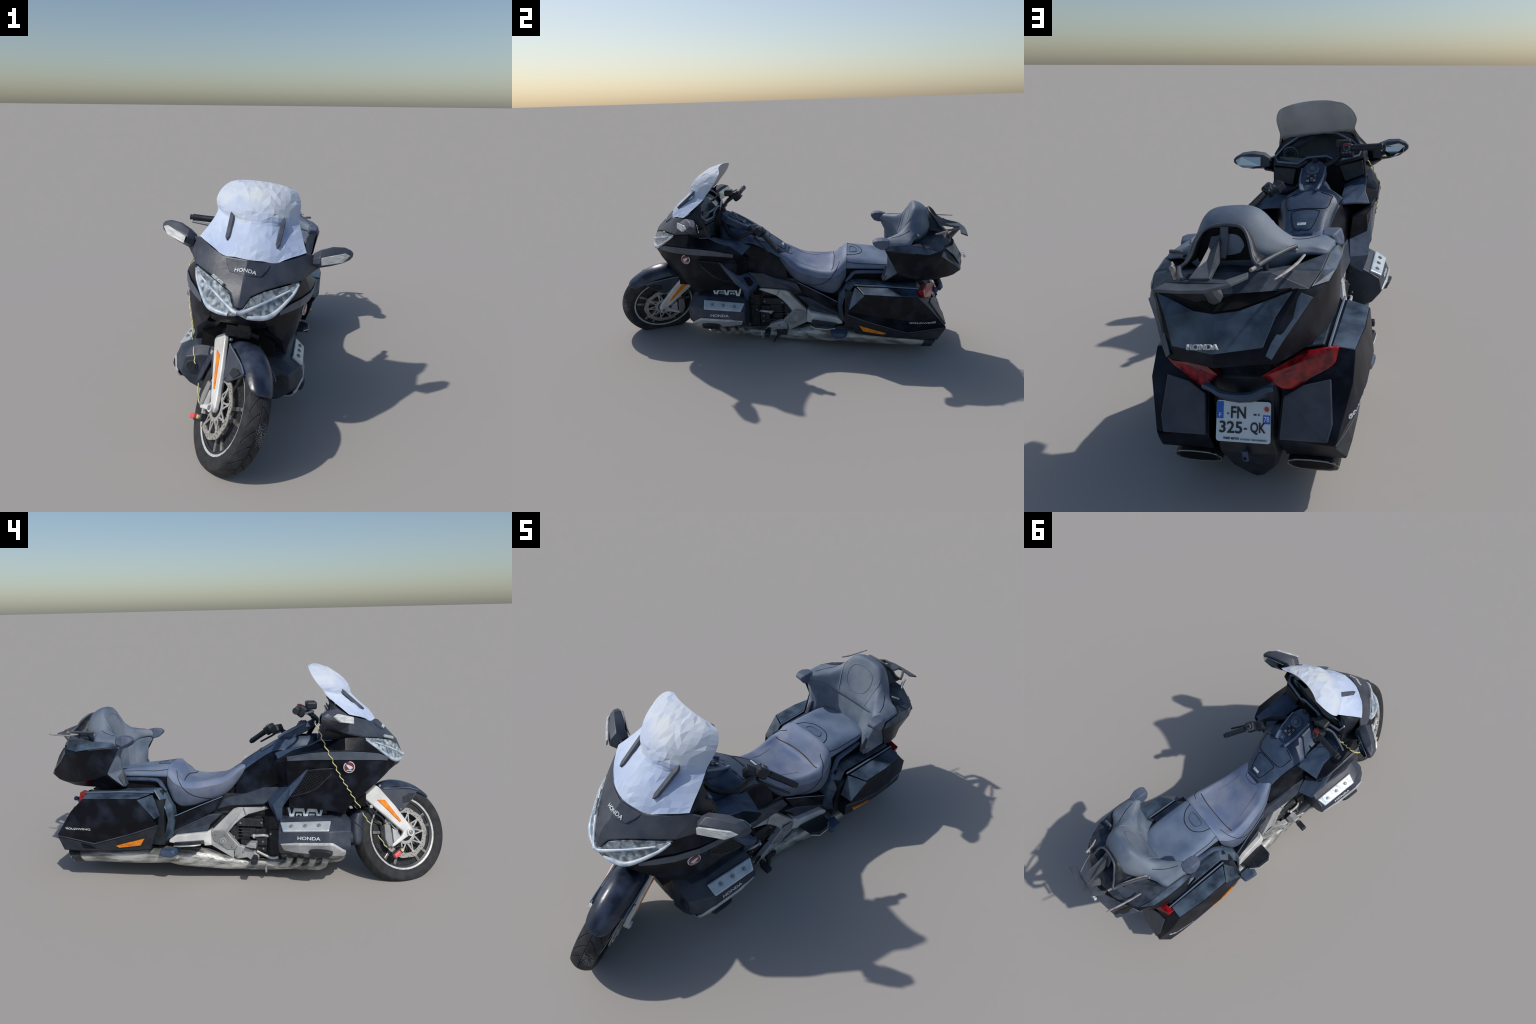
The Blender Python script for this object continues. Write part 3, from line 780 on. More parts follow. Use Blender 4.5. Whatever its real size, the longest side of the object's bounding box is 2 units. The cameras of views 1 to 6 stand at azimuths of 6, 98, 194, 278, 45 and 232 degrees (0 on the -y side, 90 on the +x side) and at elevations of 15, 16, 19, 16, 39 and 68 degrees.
lidTc, lidBc, lipC, lipB, botC = (0, .936, .604), (0, .990, .512), (0, .996, .482), (.139, .964, .490), (0, .935, .458)
P = tC + tA + tS + tV + tB + tD
n = {"C": 0, "A": 5, "S": 10, "V": 18, "B": 26}
F = []
for i in range(4):
    F.append((n["C"] + i, n["C"] + i + 1, 34 + i + 1, 34 + i))
    F.append((34 + i, 34 + i + 1, n["A"] + i + 1, n["A"] + i))
for i in range(4):
    F.append((n["A"] + i, n["A"] + i + 1, n["S"] + i + 1, n["S"] + i))
for a, b in (("S", "V"), ("V", "B")):
    for i in range(7):
        F.append((n[a] + i, n[a] + i + 1, n[b] + i + 1, n[b] + i))
P += [lidT, lidM, lidB, lidTc, lidBc, lipC, botC, (0, .63, .446), (0, .80, .436), (.158, .905, .596)]
iT, iM, iB, iTc, iBc, iL, ibc, ib0, ib1, iX = range(39, 49)
F += [(n["A"] + 4, n["S"] + 4, n["S"] + 5, iT), (n["S"] + 5, n["S"] + 6, iM, iT), (n["S"] + 6, n["S"] + 7, iB, iM),
      (n["S"] + 7, iL, iBc, iB), (n["C"] + 4, 38, n["A"] + 4, iT, iTc), (iTc, iT, iM, iB, iBc), (iL, n["S"] + 7, n["V"] + 7, n["B"] + 7, ibc),
      (n["B"], n["B"] + 1, n["B"] + 2, n["B"] + 3, ib1, ib0), (n["B"] + 3, n["B"] + 4, n["B"] + 5, n["B"] + 6, n["B"] + 7, ibc, ib1),
      ]
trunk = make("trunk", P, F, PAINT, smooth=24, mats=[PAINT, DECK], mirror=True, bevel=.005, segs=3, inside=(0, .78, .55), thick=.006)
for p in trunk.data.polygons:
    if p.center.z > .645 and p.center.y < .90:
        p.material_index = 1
# shoulder band and lid lightened for sky sheen, dark groove, all slightly proud
def proud(pts, push, t=.004, per=None):
    return [Vector(p) + Vector(push) for p in pts]
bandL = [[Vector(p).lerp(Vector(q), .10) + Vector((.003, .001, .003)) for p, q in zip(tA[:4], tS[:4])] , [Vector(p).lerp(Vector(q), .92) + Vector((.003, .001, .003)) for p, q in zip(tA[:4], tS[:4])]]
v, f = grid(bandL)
both("trunk_shoulder_band", v, f, PAINT_SKY, trunk, thick=.004, inside=(0, .7, .55), bevel=.001)
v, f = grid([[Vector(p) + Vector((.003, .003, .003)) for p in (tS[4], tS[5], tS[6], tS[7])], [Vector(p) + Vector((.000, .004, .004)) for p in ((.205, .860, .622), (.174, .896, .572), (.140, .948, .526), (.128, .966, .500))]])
both("trunk_rear_band", v, f, PAINT_SKY, trunk, thick=.004, inside=(0, .7, .50), bevel=.001)
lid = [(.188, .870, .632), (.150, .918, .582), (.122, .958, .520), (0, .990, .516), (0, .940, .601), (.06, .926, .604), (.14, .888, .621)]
trunk_lid = make("trunk_lid", [Vector(p) + Vector((0, .005, .003)) for p in lid], [(0, 1, 2, 3, 4, 5, 6)], PAINT_SKY, trunk, mirror=True, thick=.006, inside=(0, .7, .5), bevel=.002)
gv = [(.186, .868, .640), (.07, .900, .642), (0, .914, .640), (0, .942, .608), (.06, .930, .611), (.14, .891, .627)]
make("trunk_groove", [Vector(p) + Vector((0, .003, .002)) for p in gv], [(0, 1, 2, 3, 4, 5)], DARK, trunk, mirror=True, thick=.006, inside=(0, .7, .5))
text("trunk_lettering", "HONDA", (.020, .9950, .5385), (-1, -.05, 0), (0, -.50, .86), .014, .080, LETTER, trunk, bold=.02, depth=.012)

# =============================================================== luggage rack
rack = make("luggage_rack", *prism([(.130, .990, .688), (.108, .958, .694), (.060, .962, .698), (.040, .955, .700), (-.010, .955, .700), (-.050, .958, .698), (-.090, .905, .698),
                                   (-.095, .925, .694), (-.066, .972, .692), (-.010, .995, .686), (.050, .997, .686)], d=(0, 0, -.008)), RACK, bevel=.0015)
make("rack_tongue", *prism([(.043, .962, .704), (-.012, .962, .704), (.004, .840, .722), (.010, .805, .765), (.038, .805, .765), (.044, .840, .722)], d=(0, -.004, -.010)), RACK, rack, bevel=.002)
hp_ = [(.107, .878, .704), (.094, .866, .712), (.084, .850, .728), (.075, .832, .756), (.060, .812, .778), (.040, .801, .788), (0, .797, .792)]
hoop = hp_ + [M(p) for p in reversed(hp_[:-1])]
make("rack_hoop", *tube(hoop, .005, 8, 2), RACK, rack, smooth=60)
back_edge = [(p[0] * .93, max(.770, p[1] - .085), p[2] - .004) for p in hoop]
v, f = grid([hoop, back_edge])
make("rack_hoop_wall", v, f, PLASTIC, rack, thick=.004, smooth=60, inside=(0, .84, .74))
make("rack_divider", *tube([(0, .798, .786), (.002, .812, .75), (.004, .838, .712)], .013, 8, 3, flat=.6), RACK, rack, smooth=60)
make("rack_arm", *tube([(-.107, .878, .704), (-.118, .835, .704), (-.150, .760, .706), (-.168, .724, .704)], .006, 8, 3), RACK, rack, smooth=60)
make("rack_arm", *tube([(.107, .878, .704), (.090, .915, .702), (.066, .955, .699)], .006, 8, 3), RACK, rack, smooth=60)
make("rack_stay", *tube([(-.095, .900, .700), (-.118, .815, .700), (-.150, .735, .703), (-.166, .722, .690)], .0055, 8, 3), RUST, rack, smooth=60)
make("rack_stay", *tube([(.125, .888, .706), (.140, .850, .700), (.156, .822, .700)], [.006, .005, .003], 8, 3), RUST, rack, smooth=60)
make("rack_stay", *tube([(.158, .74, .690), (.172, .73, .700), (.205, .735, .705)], .006, 8, 3), RACK, rack, smooth=60)
make("rack_foot", *tube([(-.110, .83, .700), (-.112, .835, .668)], .007, 8), PLASTIC, rack)
make("rack_foot", *tube([(.128, .875, .704), (.126, .870, .660)], .007, 8), RUST, rack)
make("rack_foot", *tube([(0.0, .965, .690), (.0, .935, .655), (.0, .92, .64)], [.016, .018, .022], 8), RACK, rack)
make("trunk_rail", *tube([(-.205, .790, .700), (-.197, .835, .694), (-.185, .900, .694), (-.172, .957, .696)], [.004, .005, .005, .003], 8, 3, flat=.7), RUST, rack, smooth=60)
make("rack_loop_back", *prism([(.070, .802, .755), (.045, .796, .782), (-.045, .796, .782), (-.070, .802, .755), (-.080, .818, .70), (.080, .818, .70)], d=(0, -.008, 0)), DARK, rack)

# =============================================================== saddlebags
R0 = [(.226, .415, .421), (.230, .58, .420), (.233, .738, .415), (.226, .803, .350), (.206, .895, .212)]
R1 = [(.314, .461, .411), (.318, .60, .408), (.306, .735, .402), (.303, .800, .338), (.264, .892, .216)]
R2 = [(.304, .384, .305), (.326, .53, .292), (.322, .68, .272), (.306, .80, .256), (.262, .896, .210)]
R3 = [(.288, .370, .280), (.294, .50, .236), (.286, .694, .178), (.276, .80, .194), (.258, .896, .204)]
R4 = [(.268, .415, .154), (.276, .50, .146), (.280, .66, .138), (.280, .78, .136), (.277, .856, .138)]
R5 = [(.140, .420, .154), (.130, .50, .146), (.120, .66, .138), (.115, .78, .136), (.110, .856, .138)]
Ri = [(.150, .415, .421), (.140, .58, .420), (.120, .738, .415), (.112, .803, .350), (.100, .892, .212)]
v, f = grid([Ri, R0, R1, R2, R3, R4, R5])
f += [(0, 5, 10, 15, 20, 25, 30), (3, 8, 13, 18, 23, 28, 33)][:1]
f += [(4, 9, 14, 19, 24, 29, 34)]
bagL, bagR = both("saddlebag", v, f, PAINT, smooth=24, bevel=.007, segs=3, inside=(.2, .62, .28))
# top shoulder (painted sky sheen), lower trim strip, groove
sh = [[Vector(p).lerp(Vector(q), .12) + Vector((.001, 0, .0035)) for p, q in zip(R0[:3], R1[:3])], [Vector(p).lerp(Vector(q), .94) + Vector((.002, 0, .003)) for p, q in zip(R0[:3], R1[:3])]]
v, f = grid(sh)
both("saddlebag_lid_top", v, f, PAINT_SKY, (bagL, bagR), thick=.004, inside=(.2, .6, .2), bevel=.001)
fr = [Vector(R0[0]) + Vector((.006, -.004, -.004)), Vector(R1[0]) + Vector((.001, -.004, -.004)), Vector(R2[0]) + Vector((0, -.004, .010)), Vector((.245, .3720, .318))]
both("saddlebag_lid_front", fr, [(0, 1, 2, 3)], PAINT_SKY, (bagL, bagR), thick=.004, inside=(.2, .6, .2), bevel=.001)
v, f = tube([Vector(p) + Vector((.0015, 0, 0)) for p in R3], .0035, 6, 1)
both("saddlebag_trim_line", v, f, COWL, (bagL, bagR), smooth=50)
v, f = grid([[Vector(p) + Vector((.0025, 0, -.006)) for p in R3], [Vector(p) + Vector((.0025, 0, .004)) for p in R4]])
both("saddlebag_lower_trim", v, f, PLASTIC, (bagL, bagR), thick=.004, inside=(.15, .62, .25), bevel=.001)
v, f = tube([(.226, .408, .427), (.231, .58, .4255), (.235, .742, .4195), (.234, .756, .404)], .0045, 6)
both("saddlebag_seam_rail", v, f, SILVER_TRIM, (bagL, bagR), smooth=50)
# fixed front shell of the pannier, ahead of the lid
fs = [[(.220, .735, .421), (.216, .58, .430), (.212, .41, .434), (.228, .350, .345), (.226, .338, .290), (.232, .350, .225), (.235, .385, .165)],
      [(.165, .745, .420), (.165, .58, .432), (.168, .385, .440), (.195, .325, .355), (.20, .318, .285), (.205, .330, .22), (.20, .37, .160)],
      [(.12, .745, .410), (.12, .58, .42), (.12, .37, .43), (.15, .32, .35), (.16, .31, .27), (.16, .32, .215), (.15, .36, .155)]]
v, f = grid(fs)
both("saddlebag_front_shell", v, f, PAINT_SKY, (bagL, bagR), thick=.010, inside=(.15, .6, .2), bevel=.004)
v, f = join(box((.195, .392, .28), (.075, .07, .22)), box((.150, .50, .40), (.08, .26, .06)))
both("saddlebag_bracket", v, f, PLASTIC, (bagL, bagR), weld=False)
# amber side markers
am = [(.2850, .584, .172), (.2910, .520, .192), (.2880, .438, .214), (.2820, .460, .178), (.2830, .566, .163)]
v, f = prism([Vector(p) + Vector((.006, 0, 0)) for p in am], d=(-.012, 0, 0))
both("amber_marker", v, f, AMBER, (bagL, bagR), bevel=.0015)
bag_tree = {1: bvh(bagL), -1: bvh(bagR)}
for sg, prm in ((1, bagL), (-1, bagR)):
    a, b = Vector((sg * .2960, .839, .253)), Vector((sg * .3150, .699, .256))
    x = (a - b) if sg > 0 else (b - a)
    text("saddlebag_lettering", "GOLDWING", (a + b) / 2 + Vector((sg * .004, 0, 0)), x, (0, 0, 1), .011, .140, LETTER, prm, bold=.015, onto=bag_tree[sg])
# rear panels and tail lamps
rp = [(.245, .802, .348), (.252, .868, .250), (.240, .894, .212), (.108, .894, .212), (.116, .836, .310), (.170, .816, .335)]
v, f = prism([Vector(p) + Vector((0, .006, .004)) for p in rp], d=(0, -.01, -.006))
both("rear_panel", v, f, COWL, (bagL, bagR), bevel=.003)
tl = [(.264, .756, .424), (.254, .766, .380), (.230, .776, .360), (.140, .812, .322), (.114, .822, .326), (.062, .845, .378), (.165, .782, .416)]
v, f = prism([Vector(p) + Vector((0, .010, .002)) for p in tl], d=(0, -.03, -.006))
tlL, tlR = both("tail_lamp", v, f, RED, (bagL, bagR), bevel=.004)
v, f = prism([Vector(p) + Vector((0, .0125, .003)) for p in ((.222, .768, .400), (.210, .776, .386), (.136, .812, .362), (.122, .820, .376), (.170, .788, .394))], d=(0, -.012, -.002))
both("reversing_lens", v, f, BADGE_RED, (tlL, tlR), bevel=.001)

# =============================================================== tail centre, number plate, mudguard
tc_ = [[(.100, .70, .445), (.100, .735, .410), (.100, .800, .355), (.100, .820, .30), (.100, .845, .19), (.098, .84, .145), (.070, .820, .080), (.025, .800, .035)],
       [(.075, .73, .445), (.078, .770, .410), (.085, .820, .355), (.080, .832, .30), (.080, .872, .19), (.085, .87, .145), (.060, .848, .080), (.020, .826, .035)],
       [(0, .73, .445), (0, .765, .410), (0, .825, .36), (0, .836, .31), (0, .876, .19), (0, .876, .145), (0, .858, .080), (0, .830, .032)]]
v, f = grid(tc_)
tail = make("rear_mudguard", v, f, PLASTIC, mirror=True, thick=.015, inside=(0, .7, .25), bevel=.004)
v, f = join(tube([(.10, .872, .357), (.075, .882, .356), (.045, .890, .344), (0, .893, .341), (-.045, .890, .344), (-.075, .882, .356), (-.10, .872, .357)], .010, 8, 3),
            grid([[(.098, .852, .362), (.075, .880, .358), (.04, .888, .346), (0, .891, .343), (-.04, .888, .346), (-.075, .880, .358), (-.098, .852, .362)], [(.092, .835, .335), (.075, .868, .325), (.04, .874, .312), (0, .878, .310), (-.04, .874, .312), (-.075, .868, .325), (-.092, .835, .335)]]))
make("plate_lamp_hood", v, f, TRIM, tail, smooth=40, thick=.006)
make("rear_reflector", *box((0.0, .856, .309), (.060, .014, .014)), BADGE_RED, tail, bevel=.002)
pu = Vector((0, -.45, .893)).normalized()
pn = Vector((0, .893, .45)).normalized()
pc = Vector((0, .872, .2465))
def pp(x, y, z=0):
    """Point on the number plate: x to the right as read, y up."""
    return pc + Vector((-x, 0, 0)) + pu * y + pn * z
W2, H2, rc = .080, .0555, .008
out = []
for cx, cy, a0 in ((W2 - rc, H2 - rc, 0), (-W2 + rc, H2 - rc, 90), (-W2 + rc, -H2 + rc, 180), (W2 - rc, -H2 + rc, 270)):
    for k in range(5):
        a = math.radians(a0 + 22.5 * k)
        out.append(pp(cx + rc * math.cos(a), cy + rc * math.sin(a)))
plate = make("number_plate", *prism(out, d=-pn * .003), PLATE, tail)
def tile(name, x0, y0, x1, y1, m, z=.0012):
    return make(name, *prism([pp(x0, y0, z), pp(x1, y0, z), pp(x1, y1, z), pp(x0, y1, z)], d=-pn * z), m, plate)
tile("plate_band", -.079, .006, -.059, .052, PLATE_BLUE)
tile("plate_band", .058, -.003, .079, .020, PLATE_BLUE)
for s, x, y, h, w, m, bo in (("F", -.068, .016, .011, .007, PLATE, .02), ("78", .0685, .0095, .015, .016, PLATE, .02), ("FN", -.014, .024, .032, .044, PLATE_BLACK, .015),
                         ("-", .035, .020, .004, .008, PLATE_BLACK, 0), ("325", -.036, -.0165, .032, .068, PLATE_BLACK, .015), ("-", .0075, -.019, .004, .009, PLATE_BLACK, 0), ("QK", .044, -.0165, .033, .044, PLATE_BLACK, .015),
                         ("POISSY MOTOS", -.034, -.0465, .006, .046, PLATE_BLACK, .01), ("01 39 65 05 02 - 78240 CHAMBOURCY", .032, -.0475, .0045, .078, GREY, 0)):
    text("plate_lettering", s, pp(x, y, .0014), (-1, 0, 0), pu, h, w, m, plate, depth=.001, bold=bo)
star = []
for k in range(20):
    a = math.pi * k / 10
    r = .0085 if k % 2 == 0 else .0045
    star.append(pp(.0685 + r * math.cos(a), .036 + r * math.sin(a), .002))
make("plate_emblem", *prism(star, d=-pn * .002), PLATE_RED, plate)
for x in (-.045, .046):
    make("plate_screw", *cyl(pp(x, .020, .001), pn, .0028, .003, 12), GREY, plate)
make("mudguard_bracket", *box((0, .892, .150), (.018, .012, .034)), TRIM, tail, bevel=.004)
make("mudguard_bolt", *cyl((0, .899, .145), (0, 1, 0), .004, .004, 12), DARK, tail)

# =============================================================== rear wheel and underside
def lathe(profile, centre, ax, steps=96, grooves=None):
    n, fw, up = ax
    rows = []
    for i in range(steps):
        t = 2 * math.pi * i / steps
        rows.append([Vector(centre) + n * a + (fw * math.cos(t) + up * math.sin(t)) * (r - (grooves(t, a) if grooves else 0)) for a, r in profile])
    rows.append(rows[0])
    return grid(rows)
def mirror_prof(p):
    return p + [(-a, r) for a, r in reversed(p)][1:]
WAX = (X_AX, Vector((0, -1, 0)), Z_AX)
make("rear_hugger", *join(box((0, .70, .24), (.21, .20, .26)), box((0, .66, .10), (.20, .16, .08))), PLASTIC, weld=False)
v, f = lathe(mirror_prof([(.040, .155), (.062, .160), (.070, .185), (.064, .212), (.045, .226), (.022, .232), (0, .234)]), (0, .50, .243), WAX, 72)
rw = make("rear_wheel", v, f, RUBBER, smooth=60, inside=None)
make("rear_rim", *cyl((0, .50, .243), X_AX, .158, .07, 40), WHEEL_DARK, rw)
v, f = join(box((0, .02, .22), (.22, .66, .26)), box((0, -.33, .24), (.20, .36, .22)), box((0, .28, .16), (.18, .30, .16)), box((0, .03, .36), (.24, .30, .10)), box((0, .56, .36), (.20, .36, .14)), box((0, .02, .09), (.18, .5, .06)))
make("engine_core", v, f, ENGINE_BLACK, weld=False)
lump = []
for k in range(26):
    y = -.05 + .55 * random.random()
    lump.append(box((random.uniform(-.10, .10), y, random.uniform(.055, .085)), (.03 + .05 * random.random(), .04 + .05 * random.random(), .03 + .03 * random.random()), frame_of((random.random(), random.random(), .2))))
make("underbody_parts", *join(*lump), ENGINE_BLACK, weld=False, kind="stuff")

# =============================================================== engine
EH = {-.200: [(.09, .322), (.195, .310), (.222, .294), (.266, .262), (.272, .210), (.268, .196), (.225, .150), (.11, .105)],
      -.300: [(.09, .328), (.195, .316), (.222, .301), (.270, .267), (.283, .218), (.278, .200), (.230, .150), (.11, .125)],
      -.440: [(.09, .340), (.200, .325), (.223, .307), (.270, .273), (.284, .225), (.278, .205), (.225, .150), (.11, .125)],
      -.492: [(.09, .335), (.185, .316), (.206, .304), (.246, .272), (.268, .198), (.262, .184), (.205, .150), (.11, .130)],
      -.534: [(.110, .296), (.160, .290), (.184, .282), (.224, .270), (.238, .203), (.232, .185), (.195, .150), (.12, .12)]}
v, f = grid([[(x, y, z) for x, z in s] for y, s in EH.items()], True)
f += [tuple(range(8)), tuple(range(32, 40))]
headL, headR = both("cylinder_head", v, f, HEAD, smooth=24, bevel=.006, segs=3)
vp = [(.227, -.441, .313), (.228, -.205, .298), (.274, -.222, .267), (.276, -.433, .277)]
nv = Vector((.62, 0, .78))
v, f = prism([Vector(p) + nv * .005 for p in vp], d=-nv * .014)
vcL, vcR = both("valve_cover_plate", v, f, CHROME, (headL, headR), bevel=.005, segs=2)
head_tree = {1: bvh(headL), -1: bvh(headR)}
for sg, prm in ((1, vcL), (-1, vcR)):
    for k in range(3):
        c = Vector((sg * .2515, -.260 - .064 * k, .2850 + .0043 * k))
        nn = Vector((sg * .62, 0, .78))
        make("cover_bolt_recess", *cyl(c + nn * .0065, nn, .0095, .004, 16), ALU_DARK, prm)
        make("cover_bolt", *cyl(c + nn * .0085, nn, .0055, .006, 6), BOLT, prm, bevel=.0008)
    text("engine_lettering", "HONDA", (sg * .2855, -.343, .243), (0, sg, 0), (-sg * .32, 0, .95), .0155, .105, LETTER, prm.parent, bold=.02, onto=head_tree[sg])
lip = [[(.262, -.208, .216), (.284, -.300, .221), (.287, -.440, .227), (.283, -.455, .224), (.267, -.499, .194), (.256, -.512, .186)],
       [(.276, -.212, .206), (.290, -.300, .210), (.291, -.442, .215), (.286, -.457, .212), (.270, -.500, .180), (.256, -.513, .175)],
       [(.252, -.225, .172), (.264, -.300, .165), (.270, -.440, .162), (.266, -.465, .158), (.254, -.500, .156), (.242, -.512, .16)],
       [(.200, -.240, .150), (.205, -.300, .146), (.205, -.440, .144), (.200, -.480, .143), (.195, -.500, .144), (.185, -.512, .148)],
       [(.12, -.240, .125), (.12, -.300, .120), (.12, -.440, .118), (.12, -.480, .118), (.12, -.500, .12), (.12, -.512, .13)]]
v, f = grid(lip)
lipL, lipR = both("engine_guard", v, f, ALU, (headL, headR), thick=.006, inside=(.12, -.35, .28), bevel=.003)
cp = [[(.262, -.335, .176), (.272, -.352, .192), (.274, -.385, .195), (.274, -.425, .194), (.270, -.456, .186), (.262, -.452, .160), (.252, -.42, .148), (.25, -.36, .148)],
      [(.285, -.345, .174), (.298, -.358, .186), (.302, -.385, .189), (.302, -.42, .188), (.296, -.446, .182), (.290, -.442, .162), (.280, -.42, .152), (.278, -.36, .152)]]
v, f = grid(cp, True)
f += [tuple(range(8)), tuple(range(8, 16))]
both("crash_pad", v, f, PLASTIC, (headL, headR), bevel=.005, segs=3)
for sg, prm in ((1, headL), (-1, headR)):
    c = Vector((sg * .195, -.536, .232))
    make("head_cap", *cyl(c, (0, -1, .1), .027, .010, 28), HEAD, prm, bevel=.002)
    make("head_cap_face", *cyl(c + Vector((0, -.004, 0)), (0, -1, .1), .021, .008, 28), PLASTIC, prm, bevel=.001)
v, f = loft([halves(y, p) for y, p in ((-.20, [(0, .060), (.07, .066), (.115, .095), (.12, .14)]), (-.35, [(0, .058), (.08, .064), (.125, .092), (.13, .14)]), (-.47, [(0, .064), (.08, .070), (.125, .095), (.13, .14)]), (-.512, [(0, .085), (.07, .090), (.11, .110), (.12, .14)]))], 3, 3)
make("oil_pan", v, f, EXHAUST, inside=(0, -.35, .2), thick=.008, smooth=50)
# W-shaped intake trim
zz = [(.158, -.238, .355), (.174, -.254, .300), (.158, -.269, .354), (.160, -.306, .354), (.175, -.320, .303), (.158, -.335, .356), (.160, -.366, .357), (.176, -.384, .306), (.157, -.397, .358)]
fins = []
for i in range(len(zz) - 1):
    if i in (2, 5):
        continue
    a, b = Vector(zz[i]), Vector(zz[i + 1])
    fins.append(box((a + b) / 2, ((b - a).length + .004, .012, .008), frame_of(b - a, (1, 0, 0))))
for y0, y1 in ((-.269, -.306), (-.335, -.366)):
    ym = (y0 + y1) / 2
    fins.append(box((.157, ym, .346), (.016, .042, .018)))
    fins.append(box((.160, ym, .318), (.014, .028, .026)))
wL, wR = both("intake_trim", *join(*fins), CHROME, (headL, headR), bevel=.0015, weld=False)
for sg, prm in ((1, wL), (-1, wR)):
    for ym in (-.2875, -.3505):
        make("intake_bolt", *cyl((sg * .167, ym, .318), X_AX, .006, .006, 14), DARK, prm)
v, f = join(box((.12, -.32, .335), (.07, .20, .05)), box((.12, -.20, .33), (.06, .06, .06)))
both("intake_runner", v, f, ENGINE_BLACK, bevel=.004, weld=False)

# crankcase detail in the open bay behind the heads
bay = []
for (y, z), (dy, dz), x in (((-.048, .272), (.13, .040), .146), ((-.105, .180), (.055, .042), .150), ((.03, .215), (.04, .07), .138), ((-.04, .22), (.07, .05), .135),
                            ((-.10, .225), (.05, .03), .138), ((-.07, .14), (.12, .03), .140), ((-.165, .17), (.05, .13), .125), ((-.165, .26), (.06, .08), .12), ((-.03, .17), (.06, .03), .13)):
    bay.append(box((x - .02, y, z), (.04, dy, dz)))
for k in range(5):
    bay.append(box((.128, .0, .19 + .016 * k), (.02, .09, .006)))
both("crankcase_cover", *join(*bay), ENGINE_BLACK, bevel=.004, weld=False)
v, f = join(tube([(.14, -.060, .205), (.152, -.075, .208), (.152, -.115, .212), (.140, -.135, .205)], .007, 10, 3), cyl((.152, -.07, .206), (0, 1, 0), .011, .010, 16))
both("coolant_pipe", v, f, ALU, smooth=50, weld=False)
for sg in (1, -1):
    for y, z in ((-.001, .268), (-.105, .273), (-.112, .180), (-.115, .145), (-.03, .135), (.03, .20), (-.15, .22)):
        make("case_bolt", *cyl((sg * (.147 if z > .25 else .152), y, z), X_AX, .005, .006, 12), BOLT, bevel=.001)

# =============================================================== frame castings and footrests
fo = [(.136, -.127, .353), (.141, -.019, .347), (.144, .012, .346), (.149, .034, .338), (.157, .072, .299), (.169, .139, .232), (.167, .140, .155), (.160, .030, .090),
      (.162, .030, .126), (.164, .014, .149), (.166, .001, .156), (.170, .044, .207), (.169, .058, .222), (.160, .028, .260), (.152, -.004, .290), (.146, -.040, .312), (.138, -.140, .341)]
v, f = prism([Vector(p) for p in fo], d=(-.035, 0, 0))
frL, frR = both("frame_casting", v, f, ALU, bevel=.005, segs=3)
v, f = prism([(.1735, .125, .234), (.1725, .070, .234), (.1725, .048, .204), (.1705, .012, .156), (.1695, .022, .142), (.1705, .060, .140), (.1725, .130, .184), (.1735, .136, .218)], d=(-.006, 0, 0))
pvL, pvR = both("pivot_plate", v, f, ALU_DARK, (frL, frR), bevel=.002)
v, f = prism([(.172, .010, .160), (.172, -.011, .160), (.180, -.070, .141), (.186, -.098, .116), (.184, -.096, .096), (.178, -.060, .092), (.174, -.038, .104), (.166, .012, .092), (.166, .027, .105), (.168, .024, .137)], d=(-.03, 0, 0))
lbL, lbR = both("footrest_bracket", v, f, ALU, (frL, frR), bevel=.004, segs=2)
for sg, a, b, c in ((1, frL, pvL, lbL), (-1, frR, pvR, lbR)):
    md = make("medallion", *cyl((sg * .1735, .080, .182), X_AX, .0165, .008, 28), ALU, b, bevel=.001)
    make("medallion_face", *cyl((sg * .1755, .080, .182), X_AX, .0125, .006, 24), ALU_DARK, md)
    make("medallion_core", *cyl((sg * .1775, .080, .182), X_AX, .006, .004, 16), ALU, md)
    for y, z in ((.119, .217), (.071, .219), (.036, .161)):
        make("plate_bolt", *cyl((sg * .1735, y, z - .004), X_AX, .004, .006, 12), BOLT, b, bevel=.0008)
    for p in ((.172, -.020, .135), (.170, .010, .114)):
        make("bracket_bolt", *cyl((sg * p[0], p[1], p[2]), (sg, -.3, .1), .006, .012, 12), BOLT, c, bevel=.001)
    make("frame_joint", *tube([(sg * .1445, -.016, .348), (sg * .1515, -.030, .314)], .0022, 6), ALU_DARK, a)
v, f = join(box((.222, -.082, .106), (.055, .030, .026)), box((.185, -.08, .112), (.03, .022, .02)))
both("foot_peg", v, f, PLASTIC, (lbL, lbR), bevel=.004, weld=False)
v, f = prism([(.20, -.032, .166), (.205, -.054, .186), (.205, -.087, .186), (.205, -.086, .159), (.20, -.06, .160)], d=(-.05, 0, 0))
make("brake_pedal", [M(p) for p in v], [tuple(reversed(q)) for q in f], ALU, lbR, bevel=.003)
make("brake_pedal_arm", *tube([(-.17, -.085, .137), (-.17, -.155, .106), (-.17, -.190, .112)], .007, 8, 2), ALU, lbR, smooth=50)
make("shift_lever", *tube([(.17, -.06, .135), (.185, -.12, .125), (.19, -.17, .13)], .006, 8, 2), PLASTIC, lbL, smooth=50)
# side stand (left)
make("side_stand", *tube([(.160, .000, .100), (.185, -.025, .072), (.210, -.050, .042)], [.014, .012, .006], 8, 3, flat=.6), PLASTIC, frL, smooth=50)
make("side_stand_pivot", *box((.165, -.005, .090), (.04, .06, .03)), ENGINE_BLACK, frL, bevel=.004)
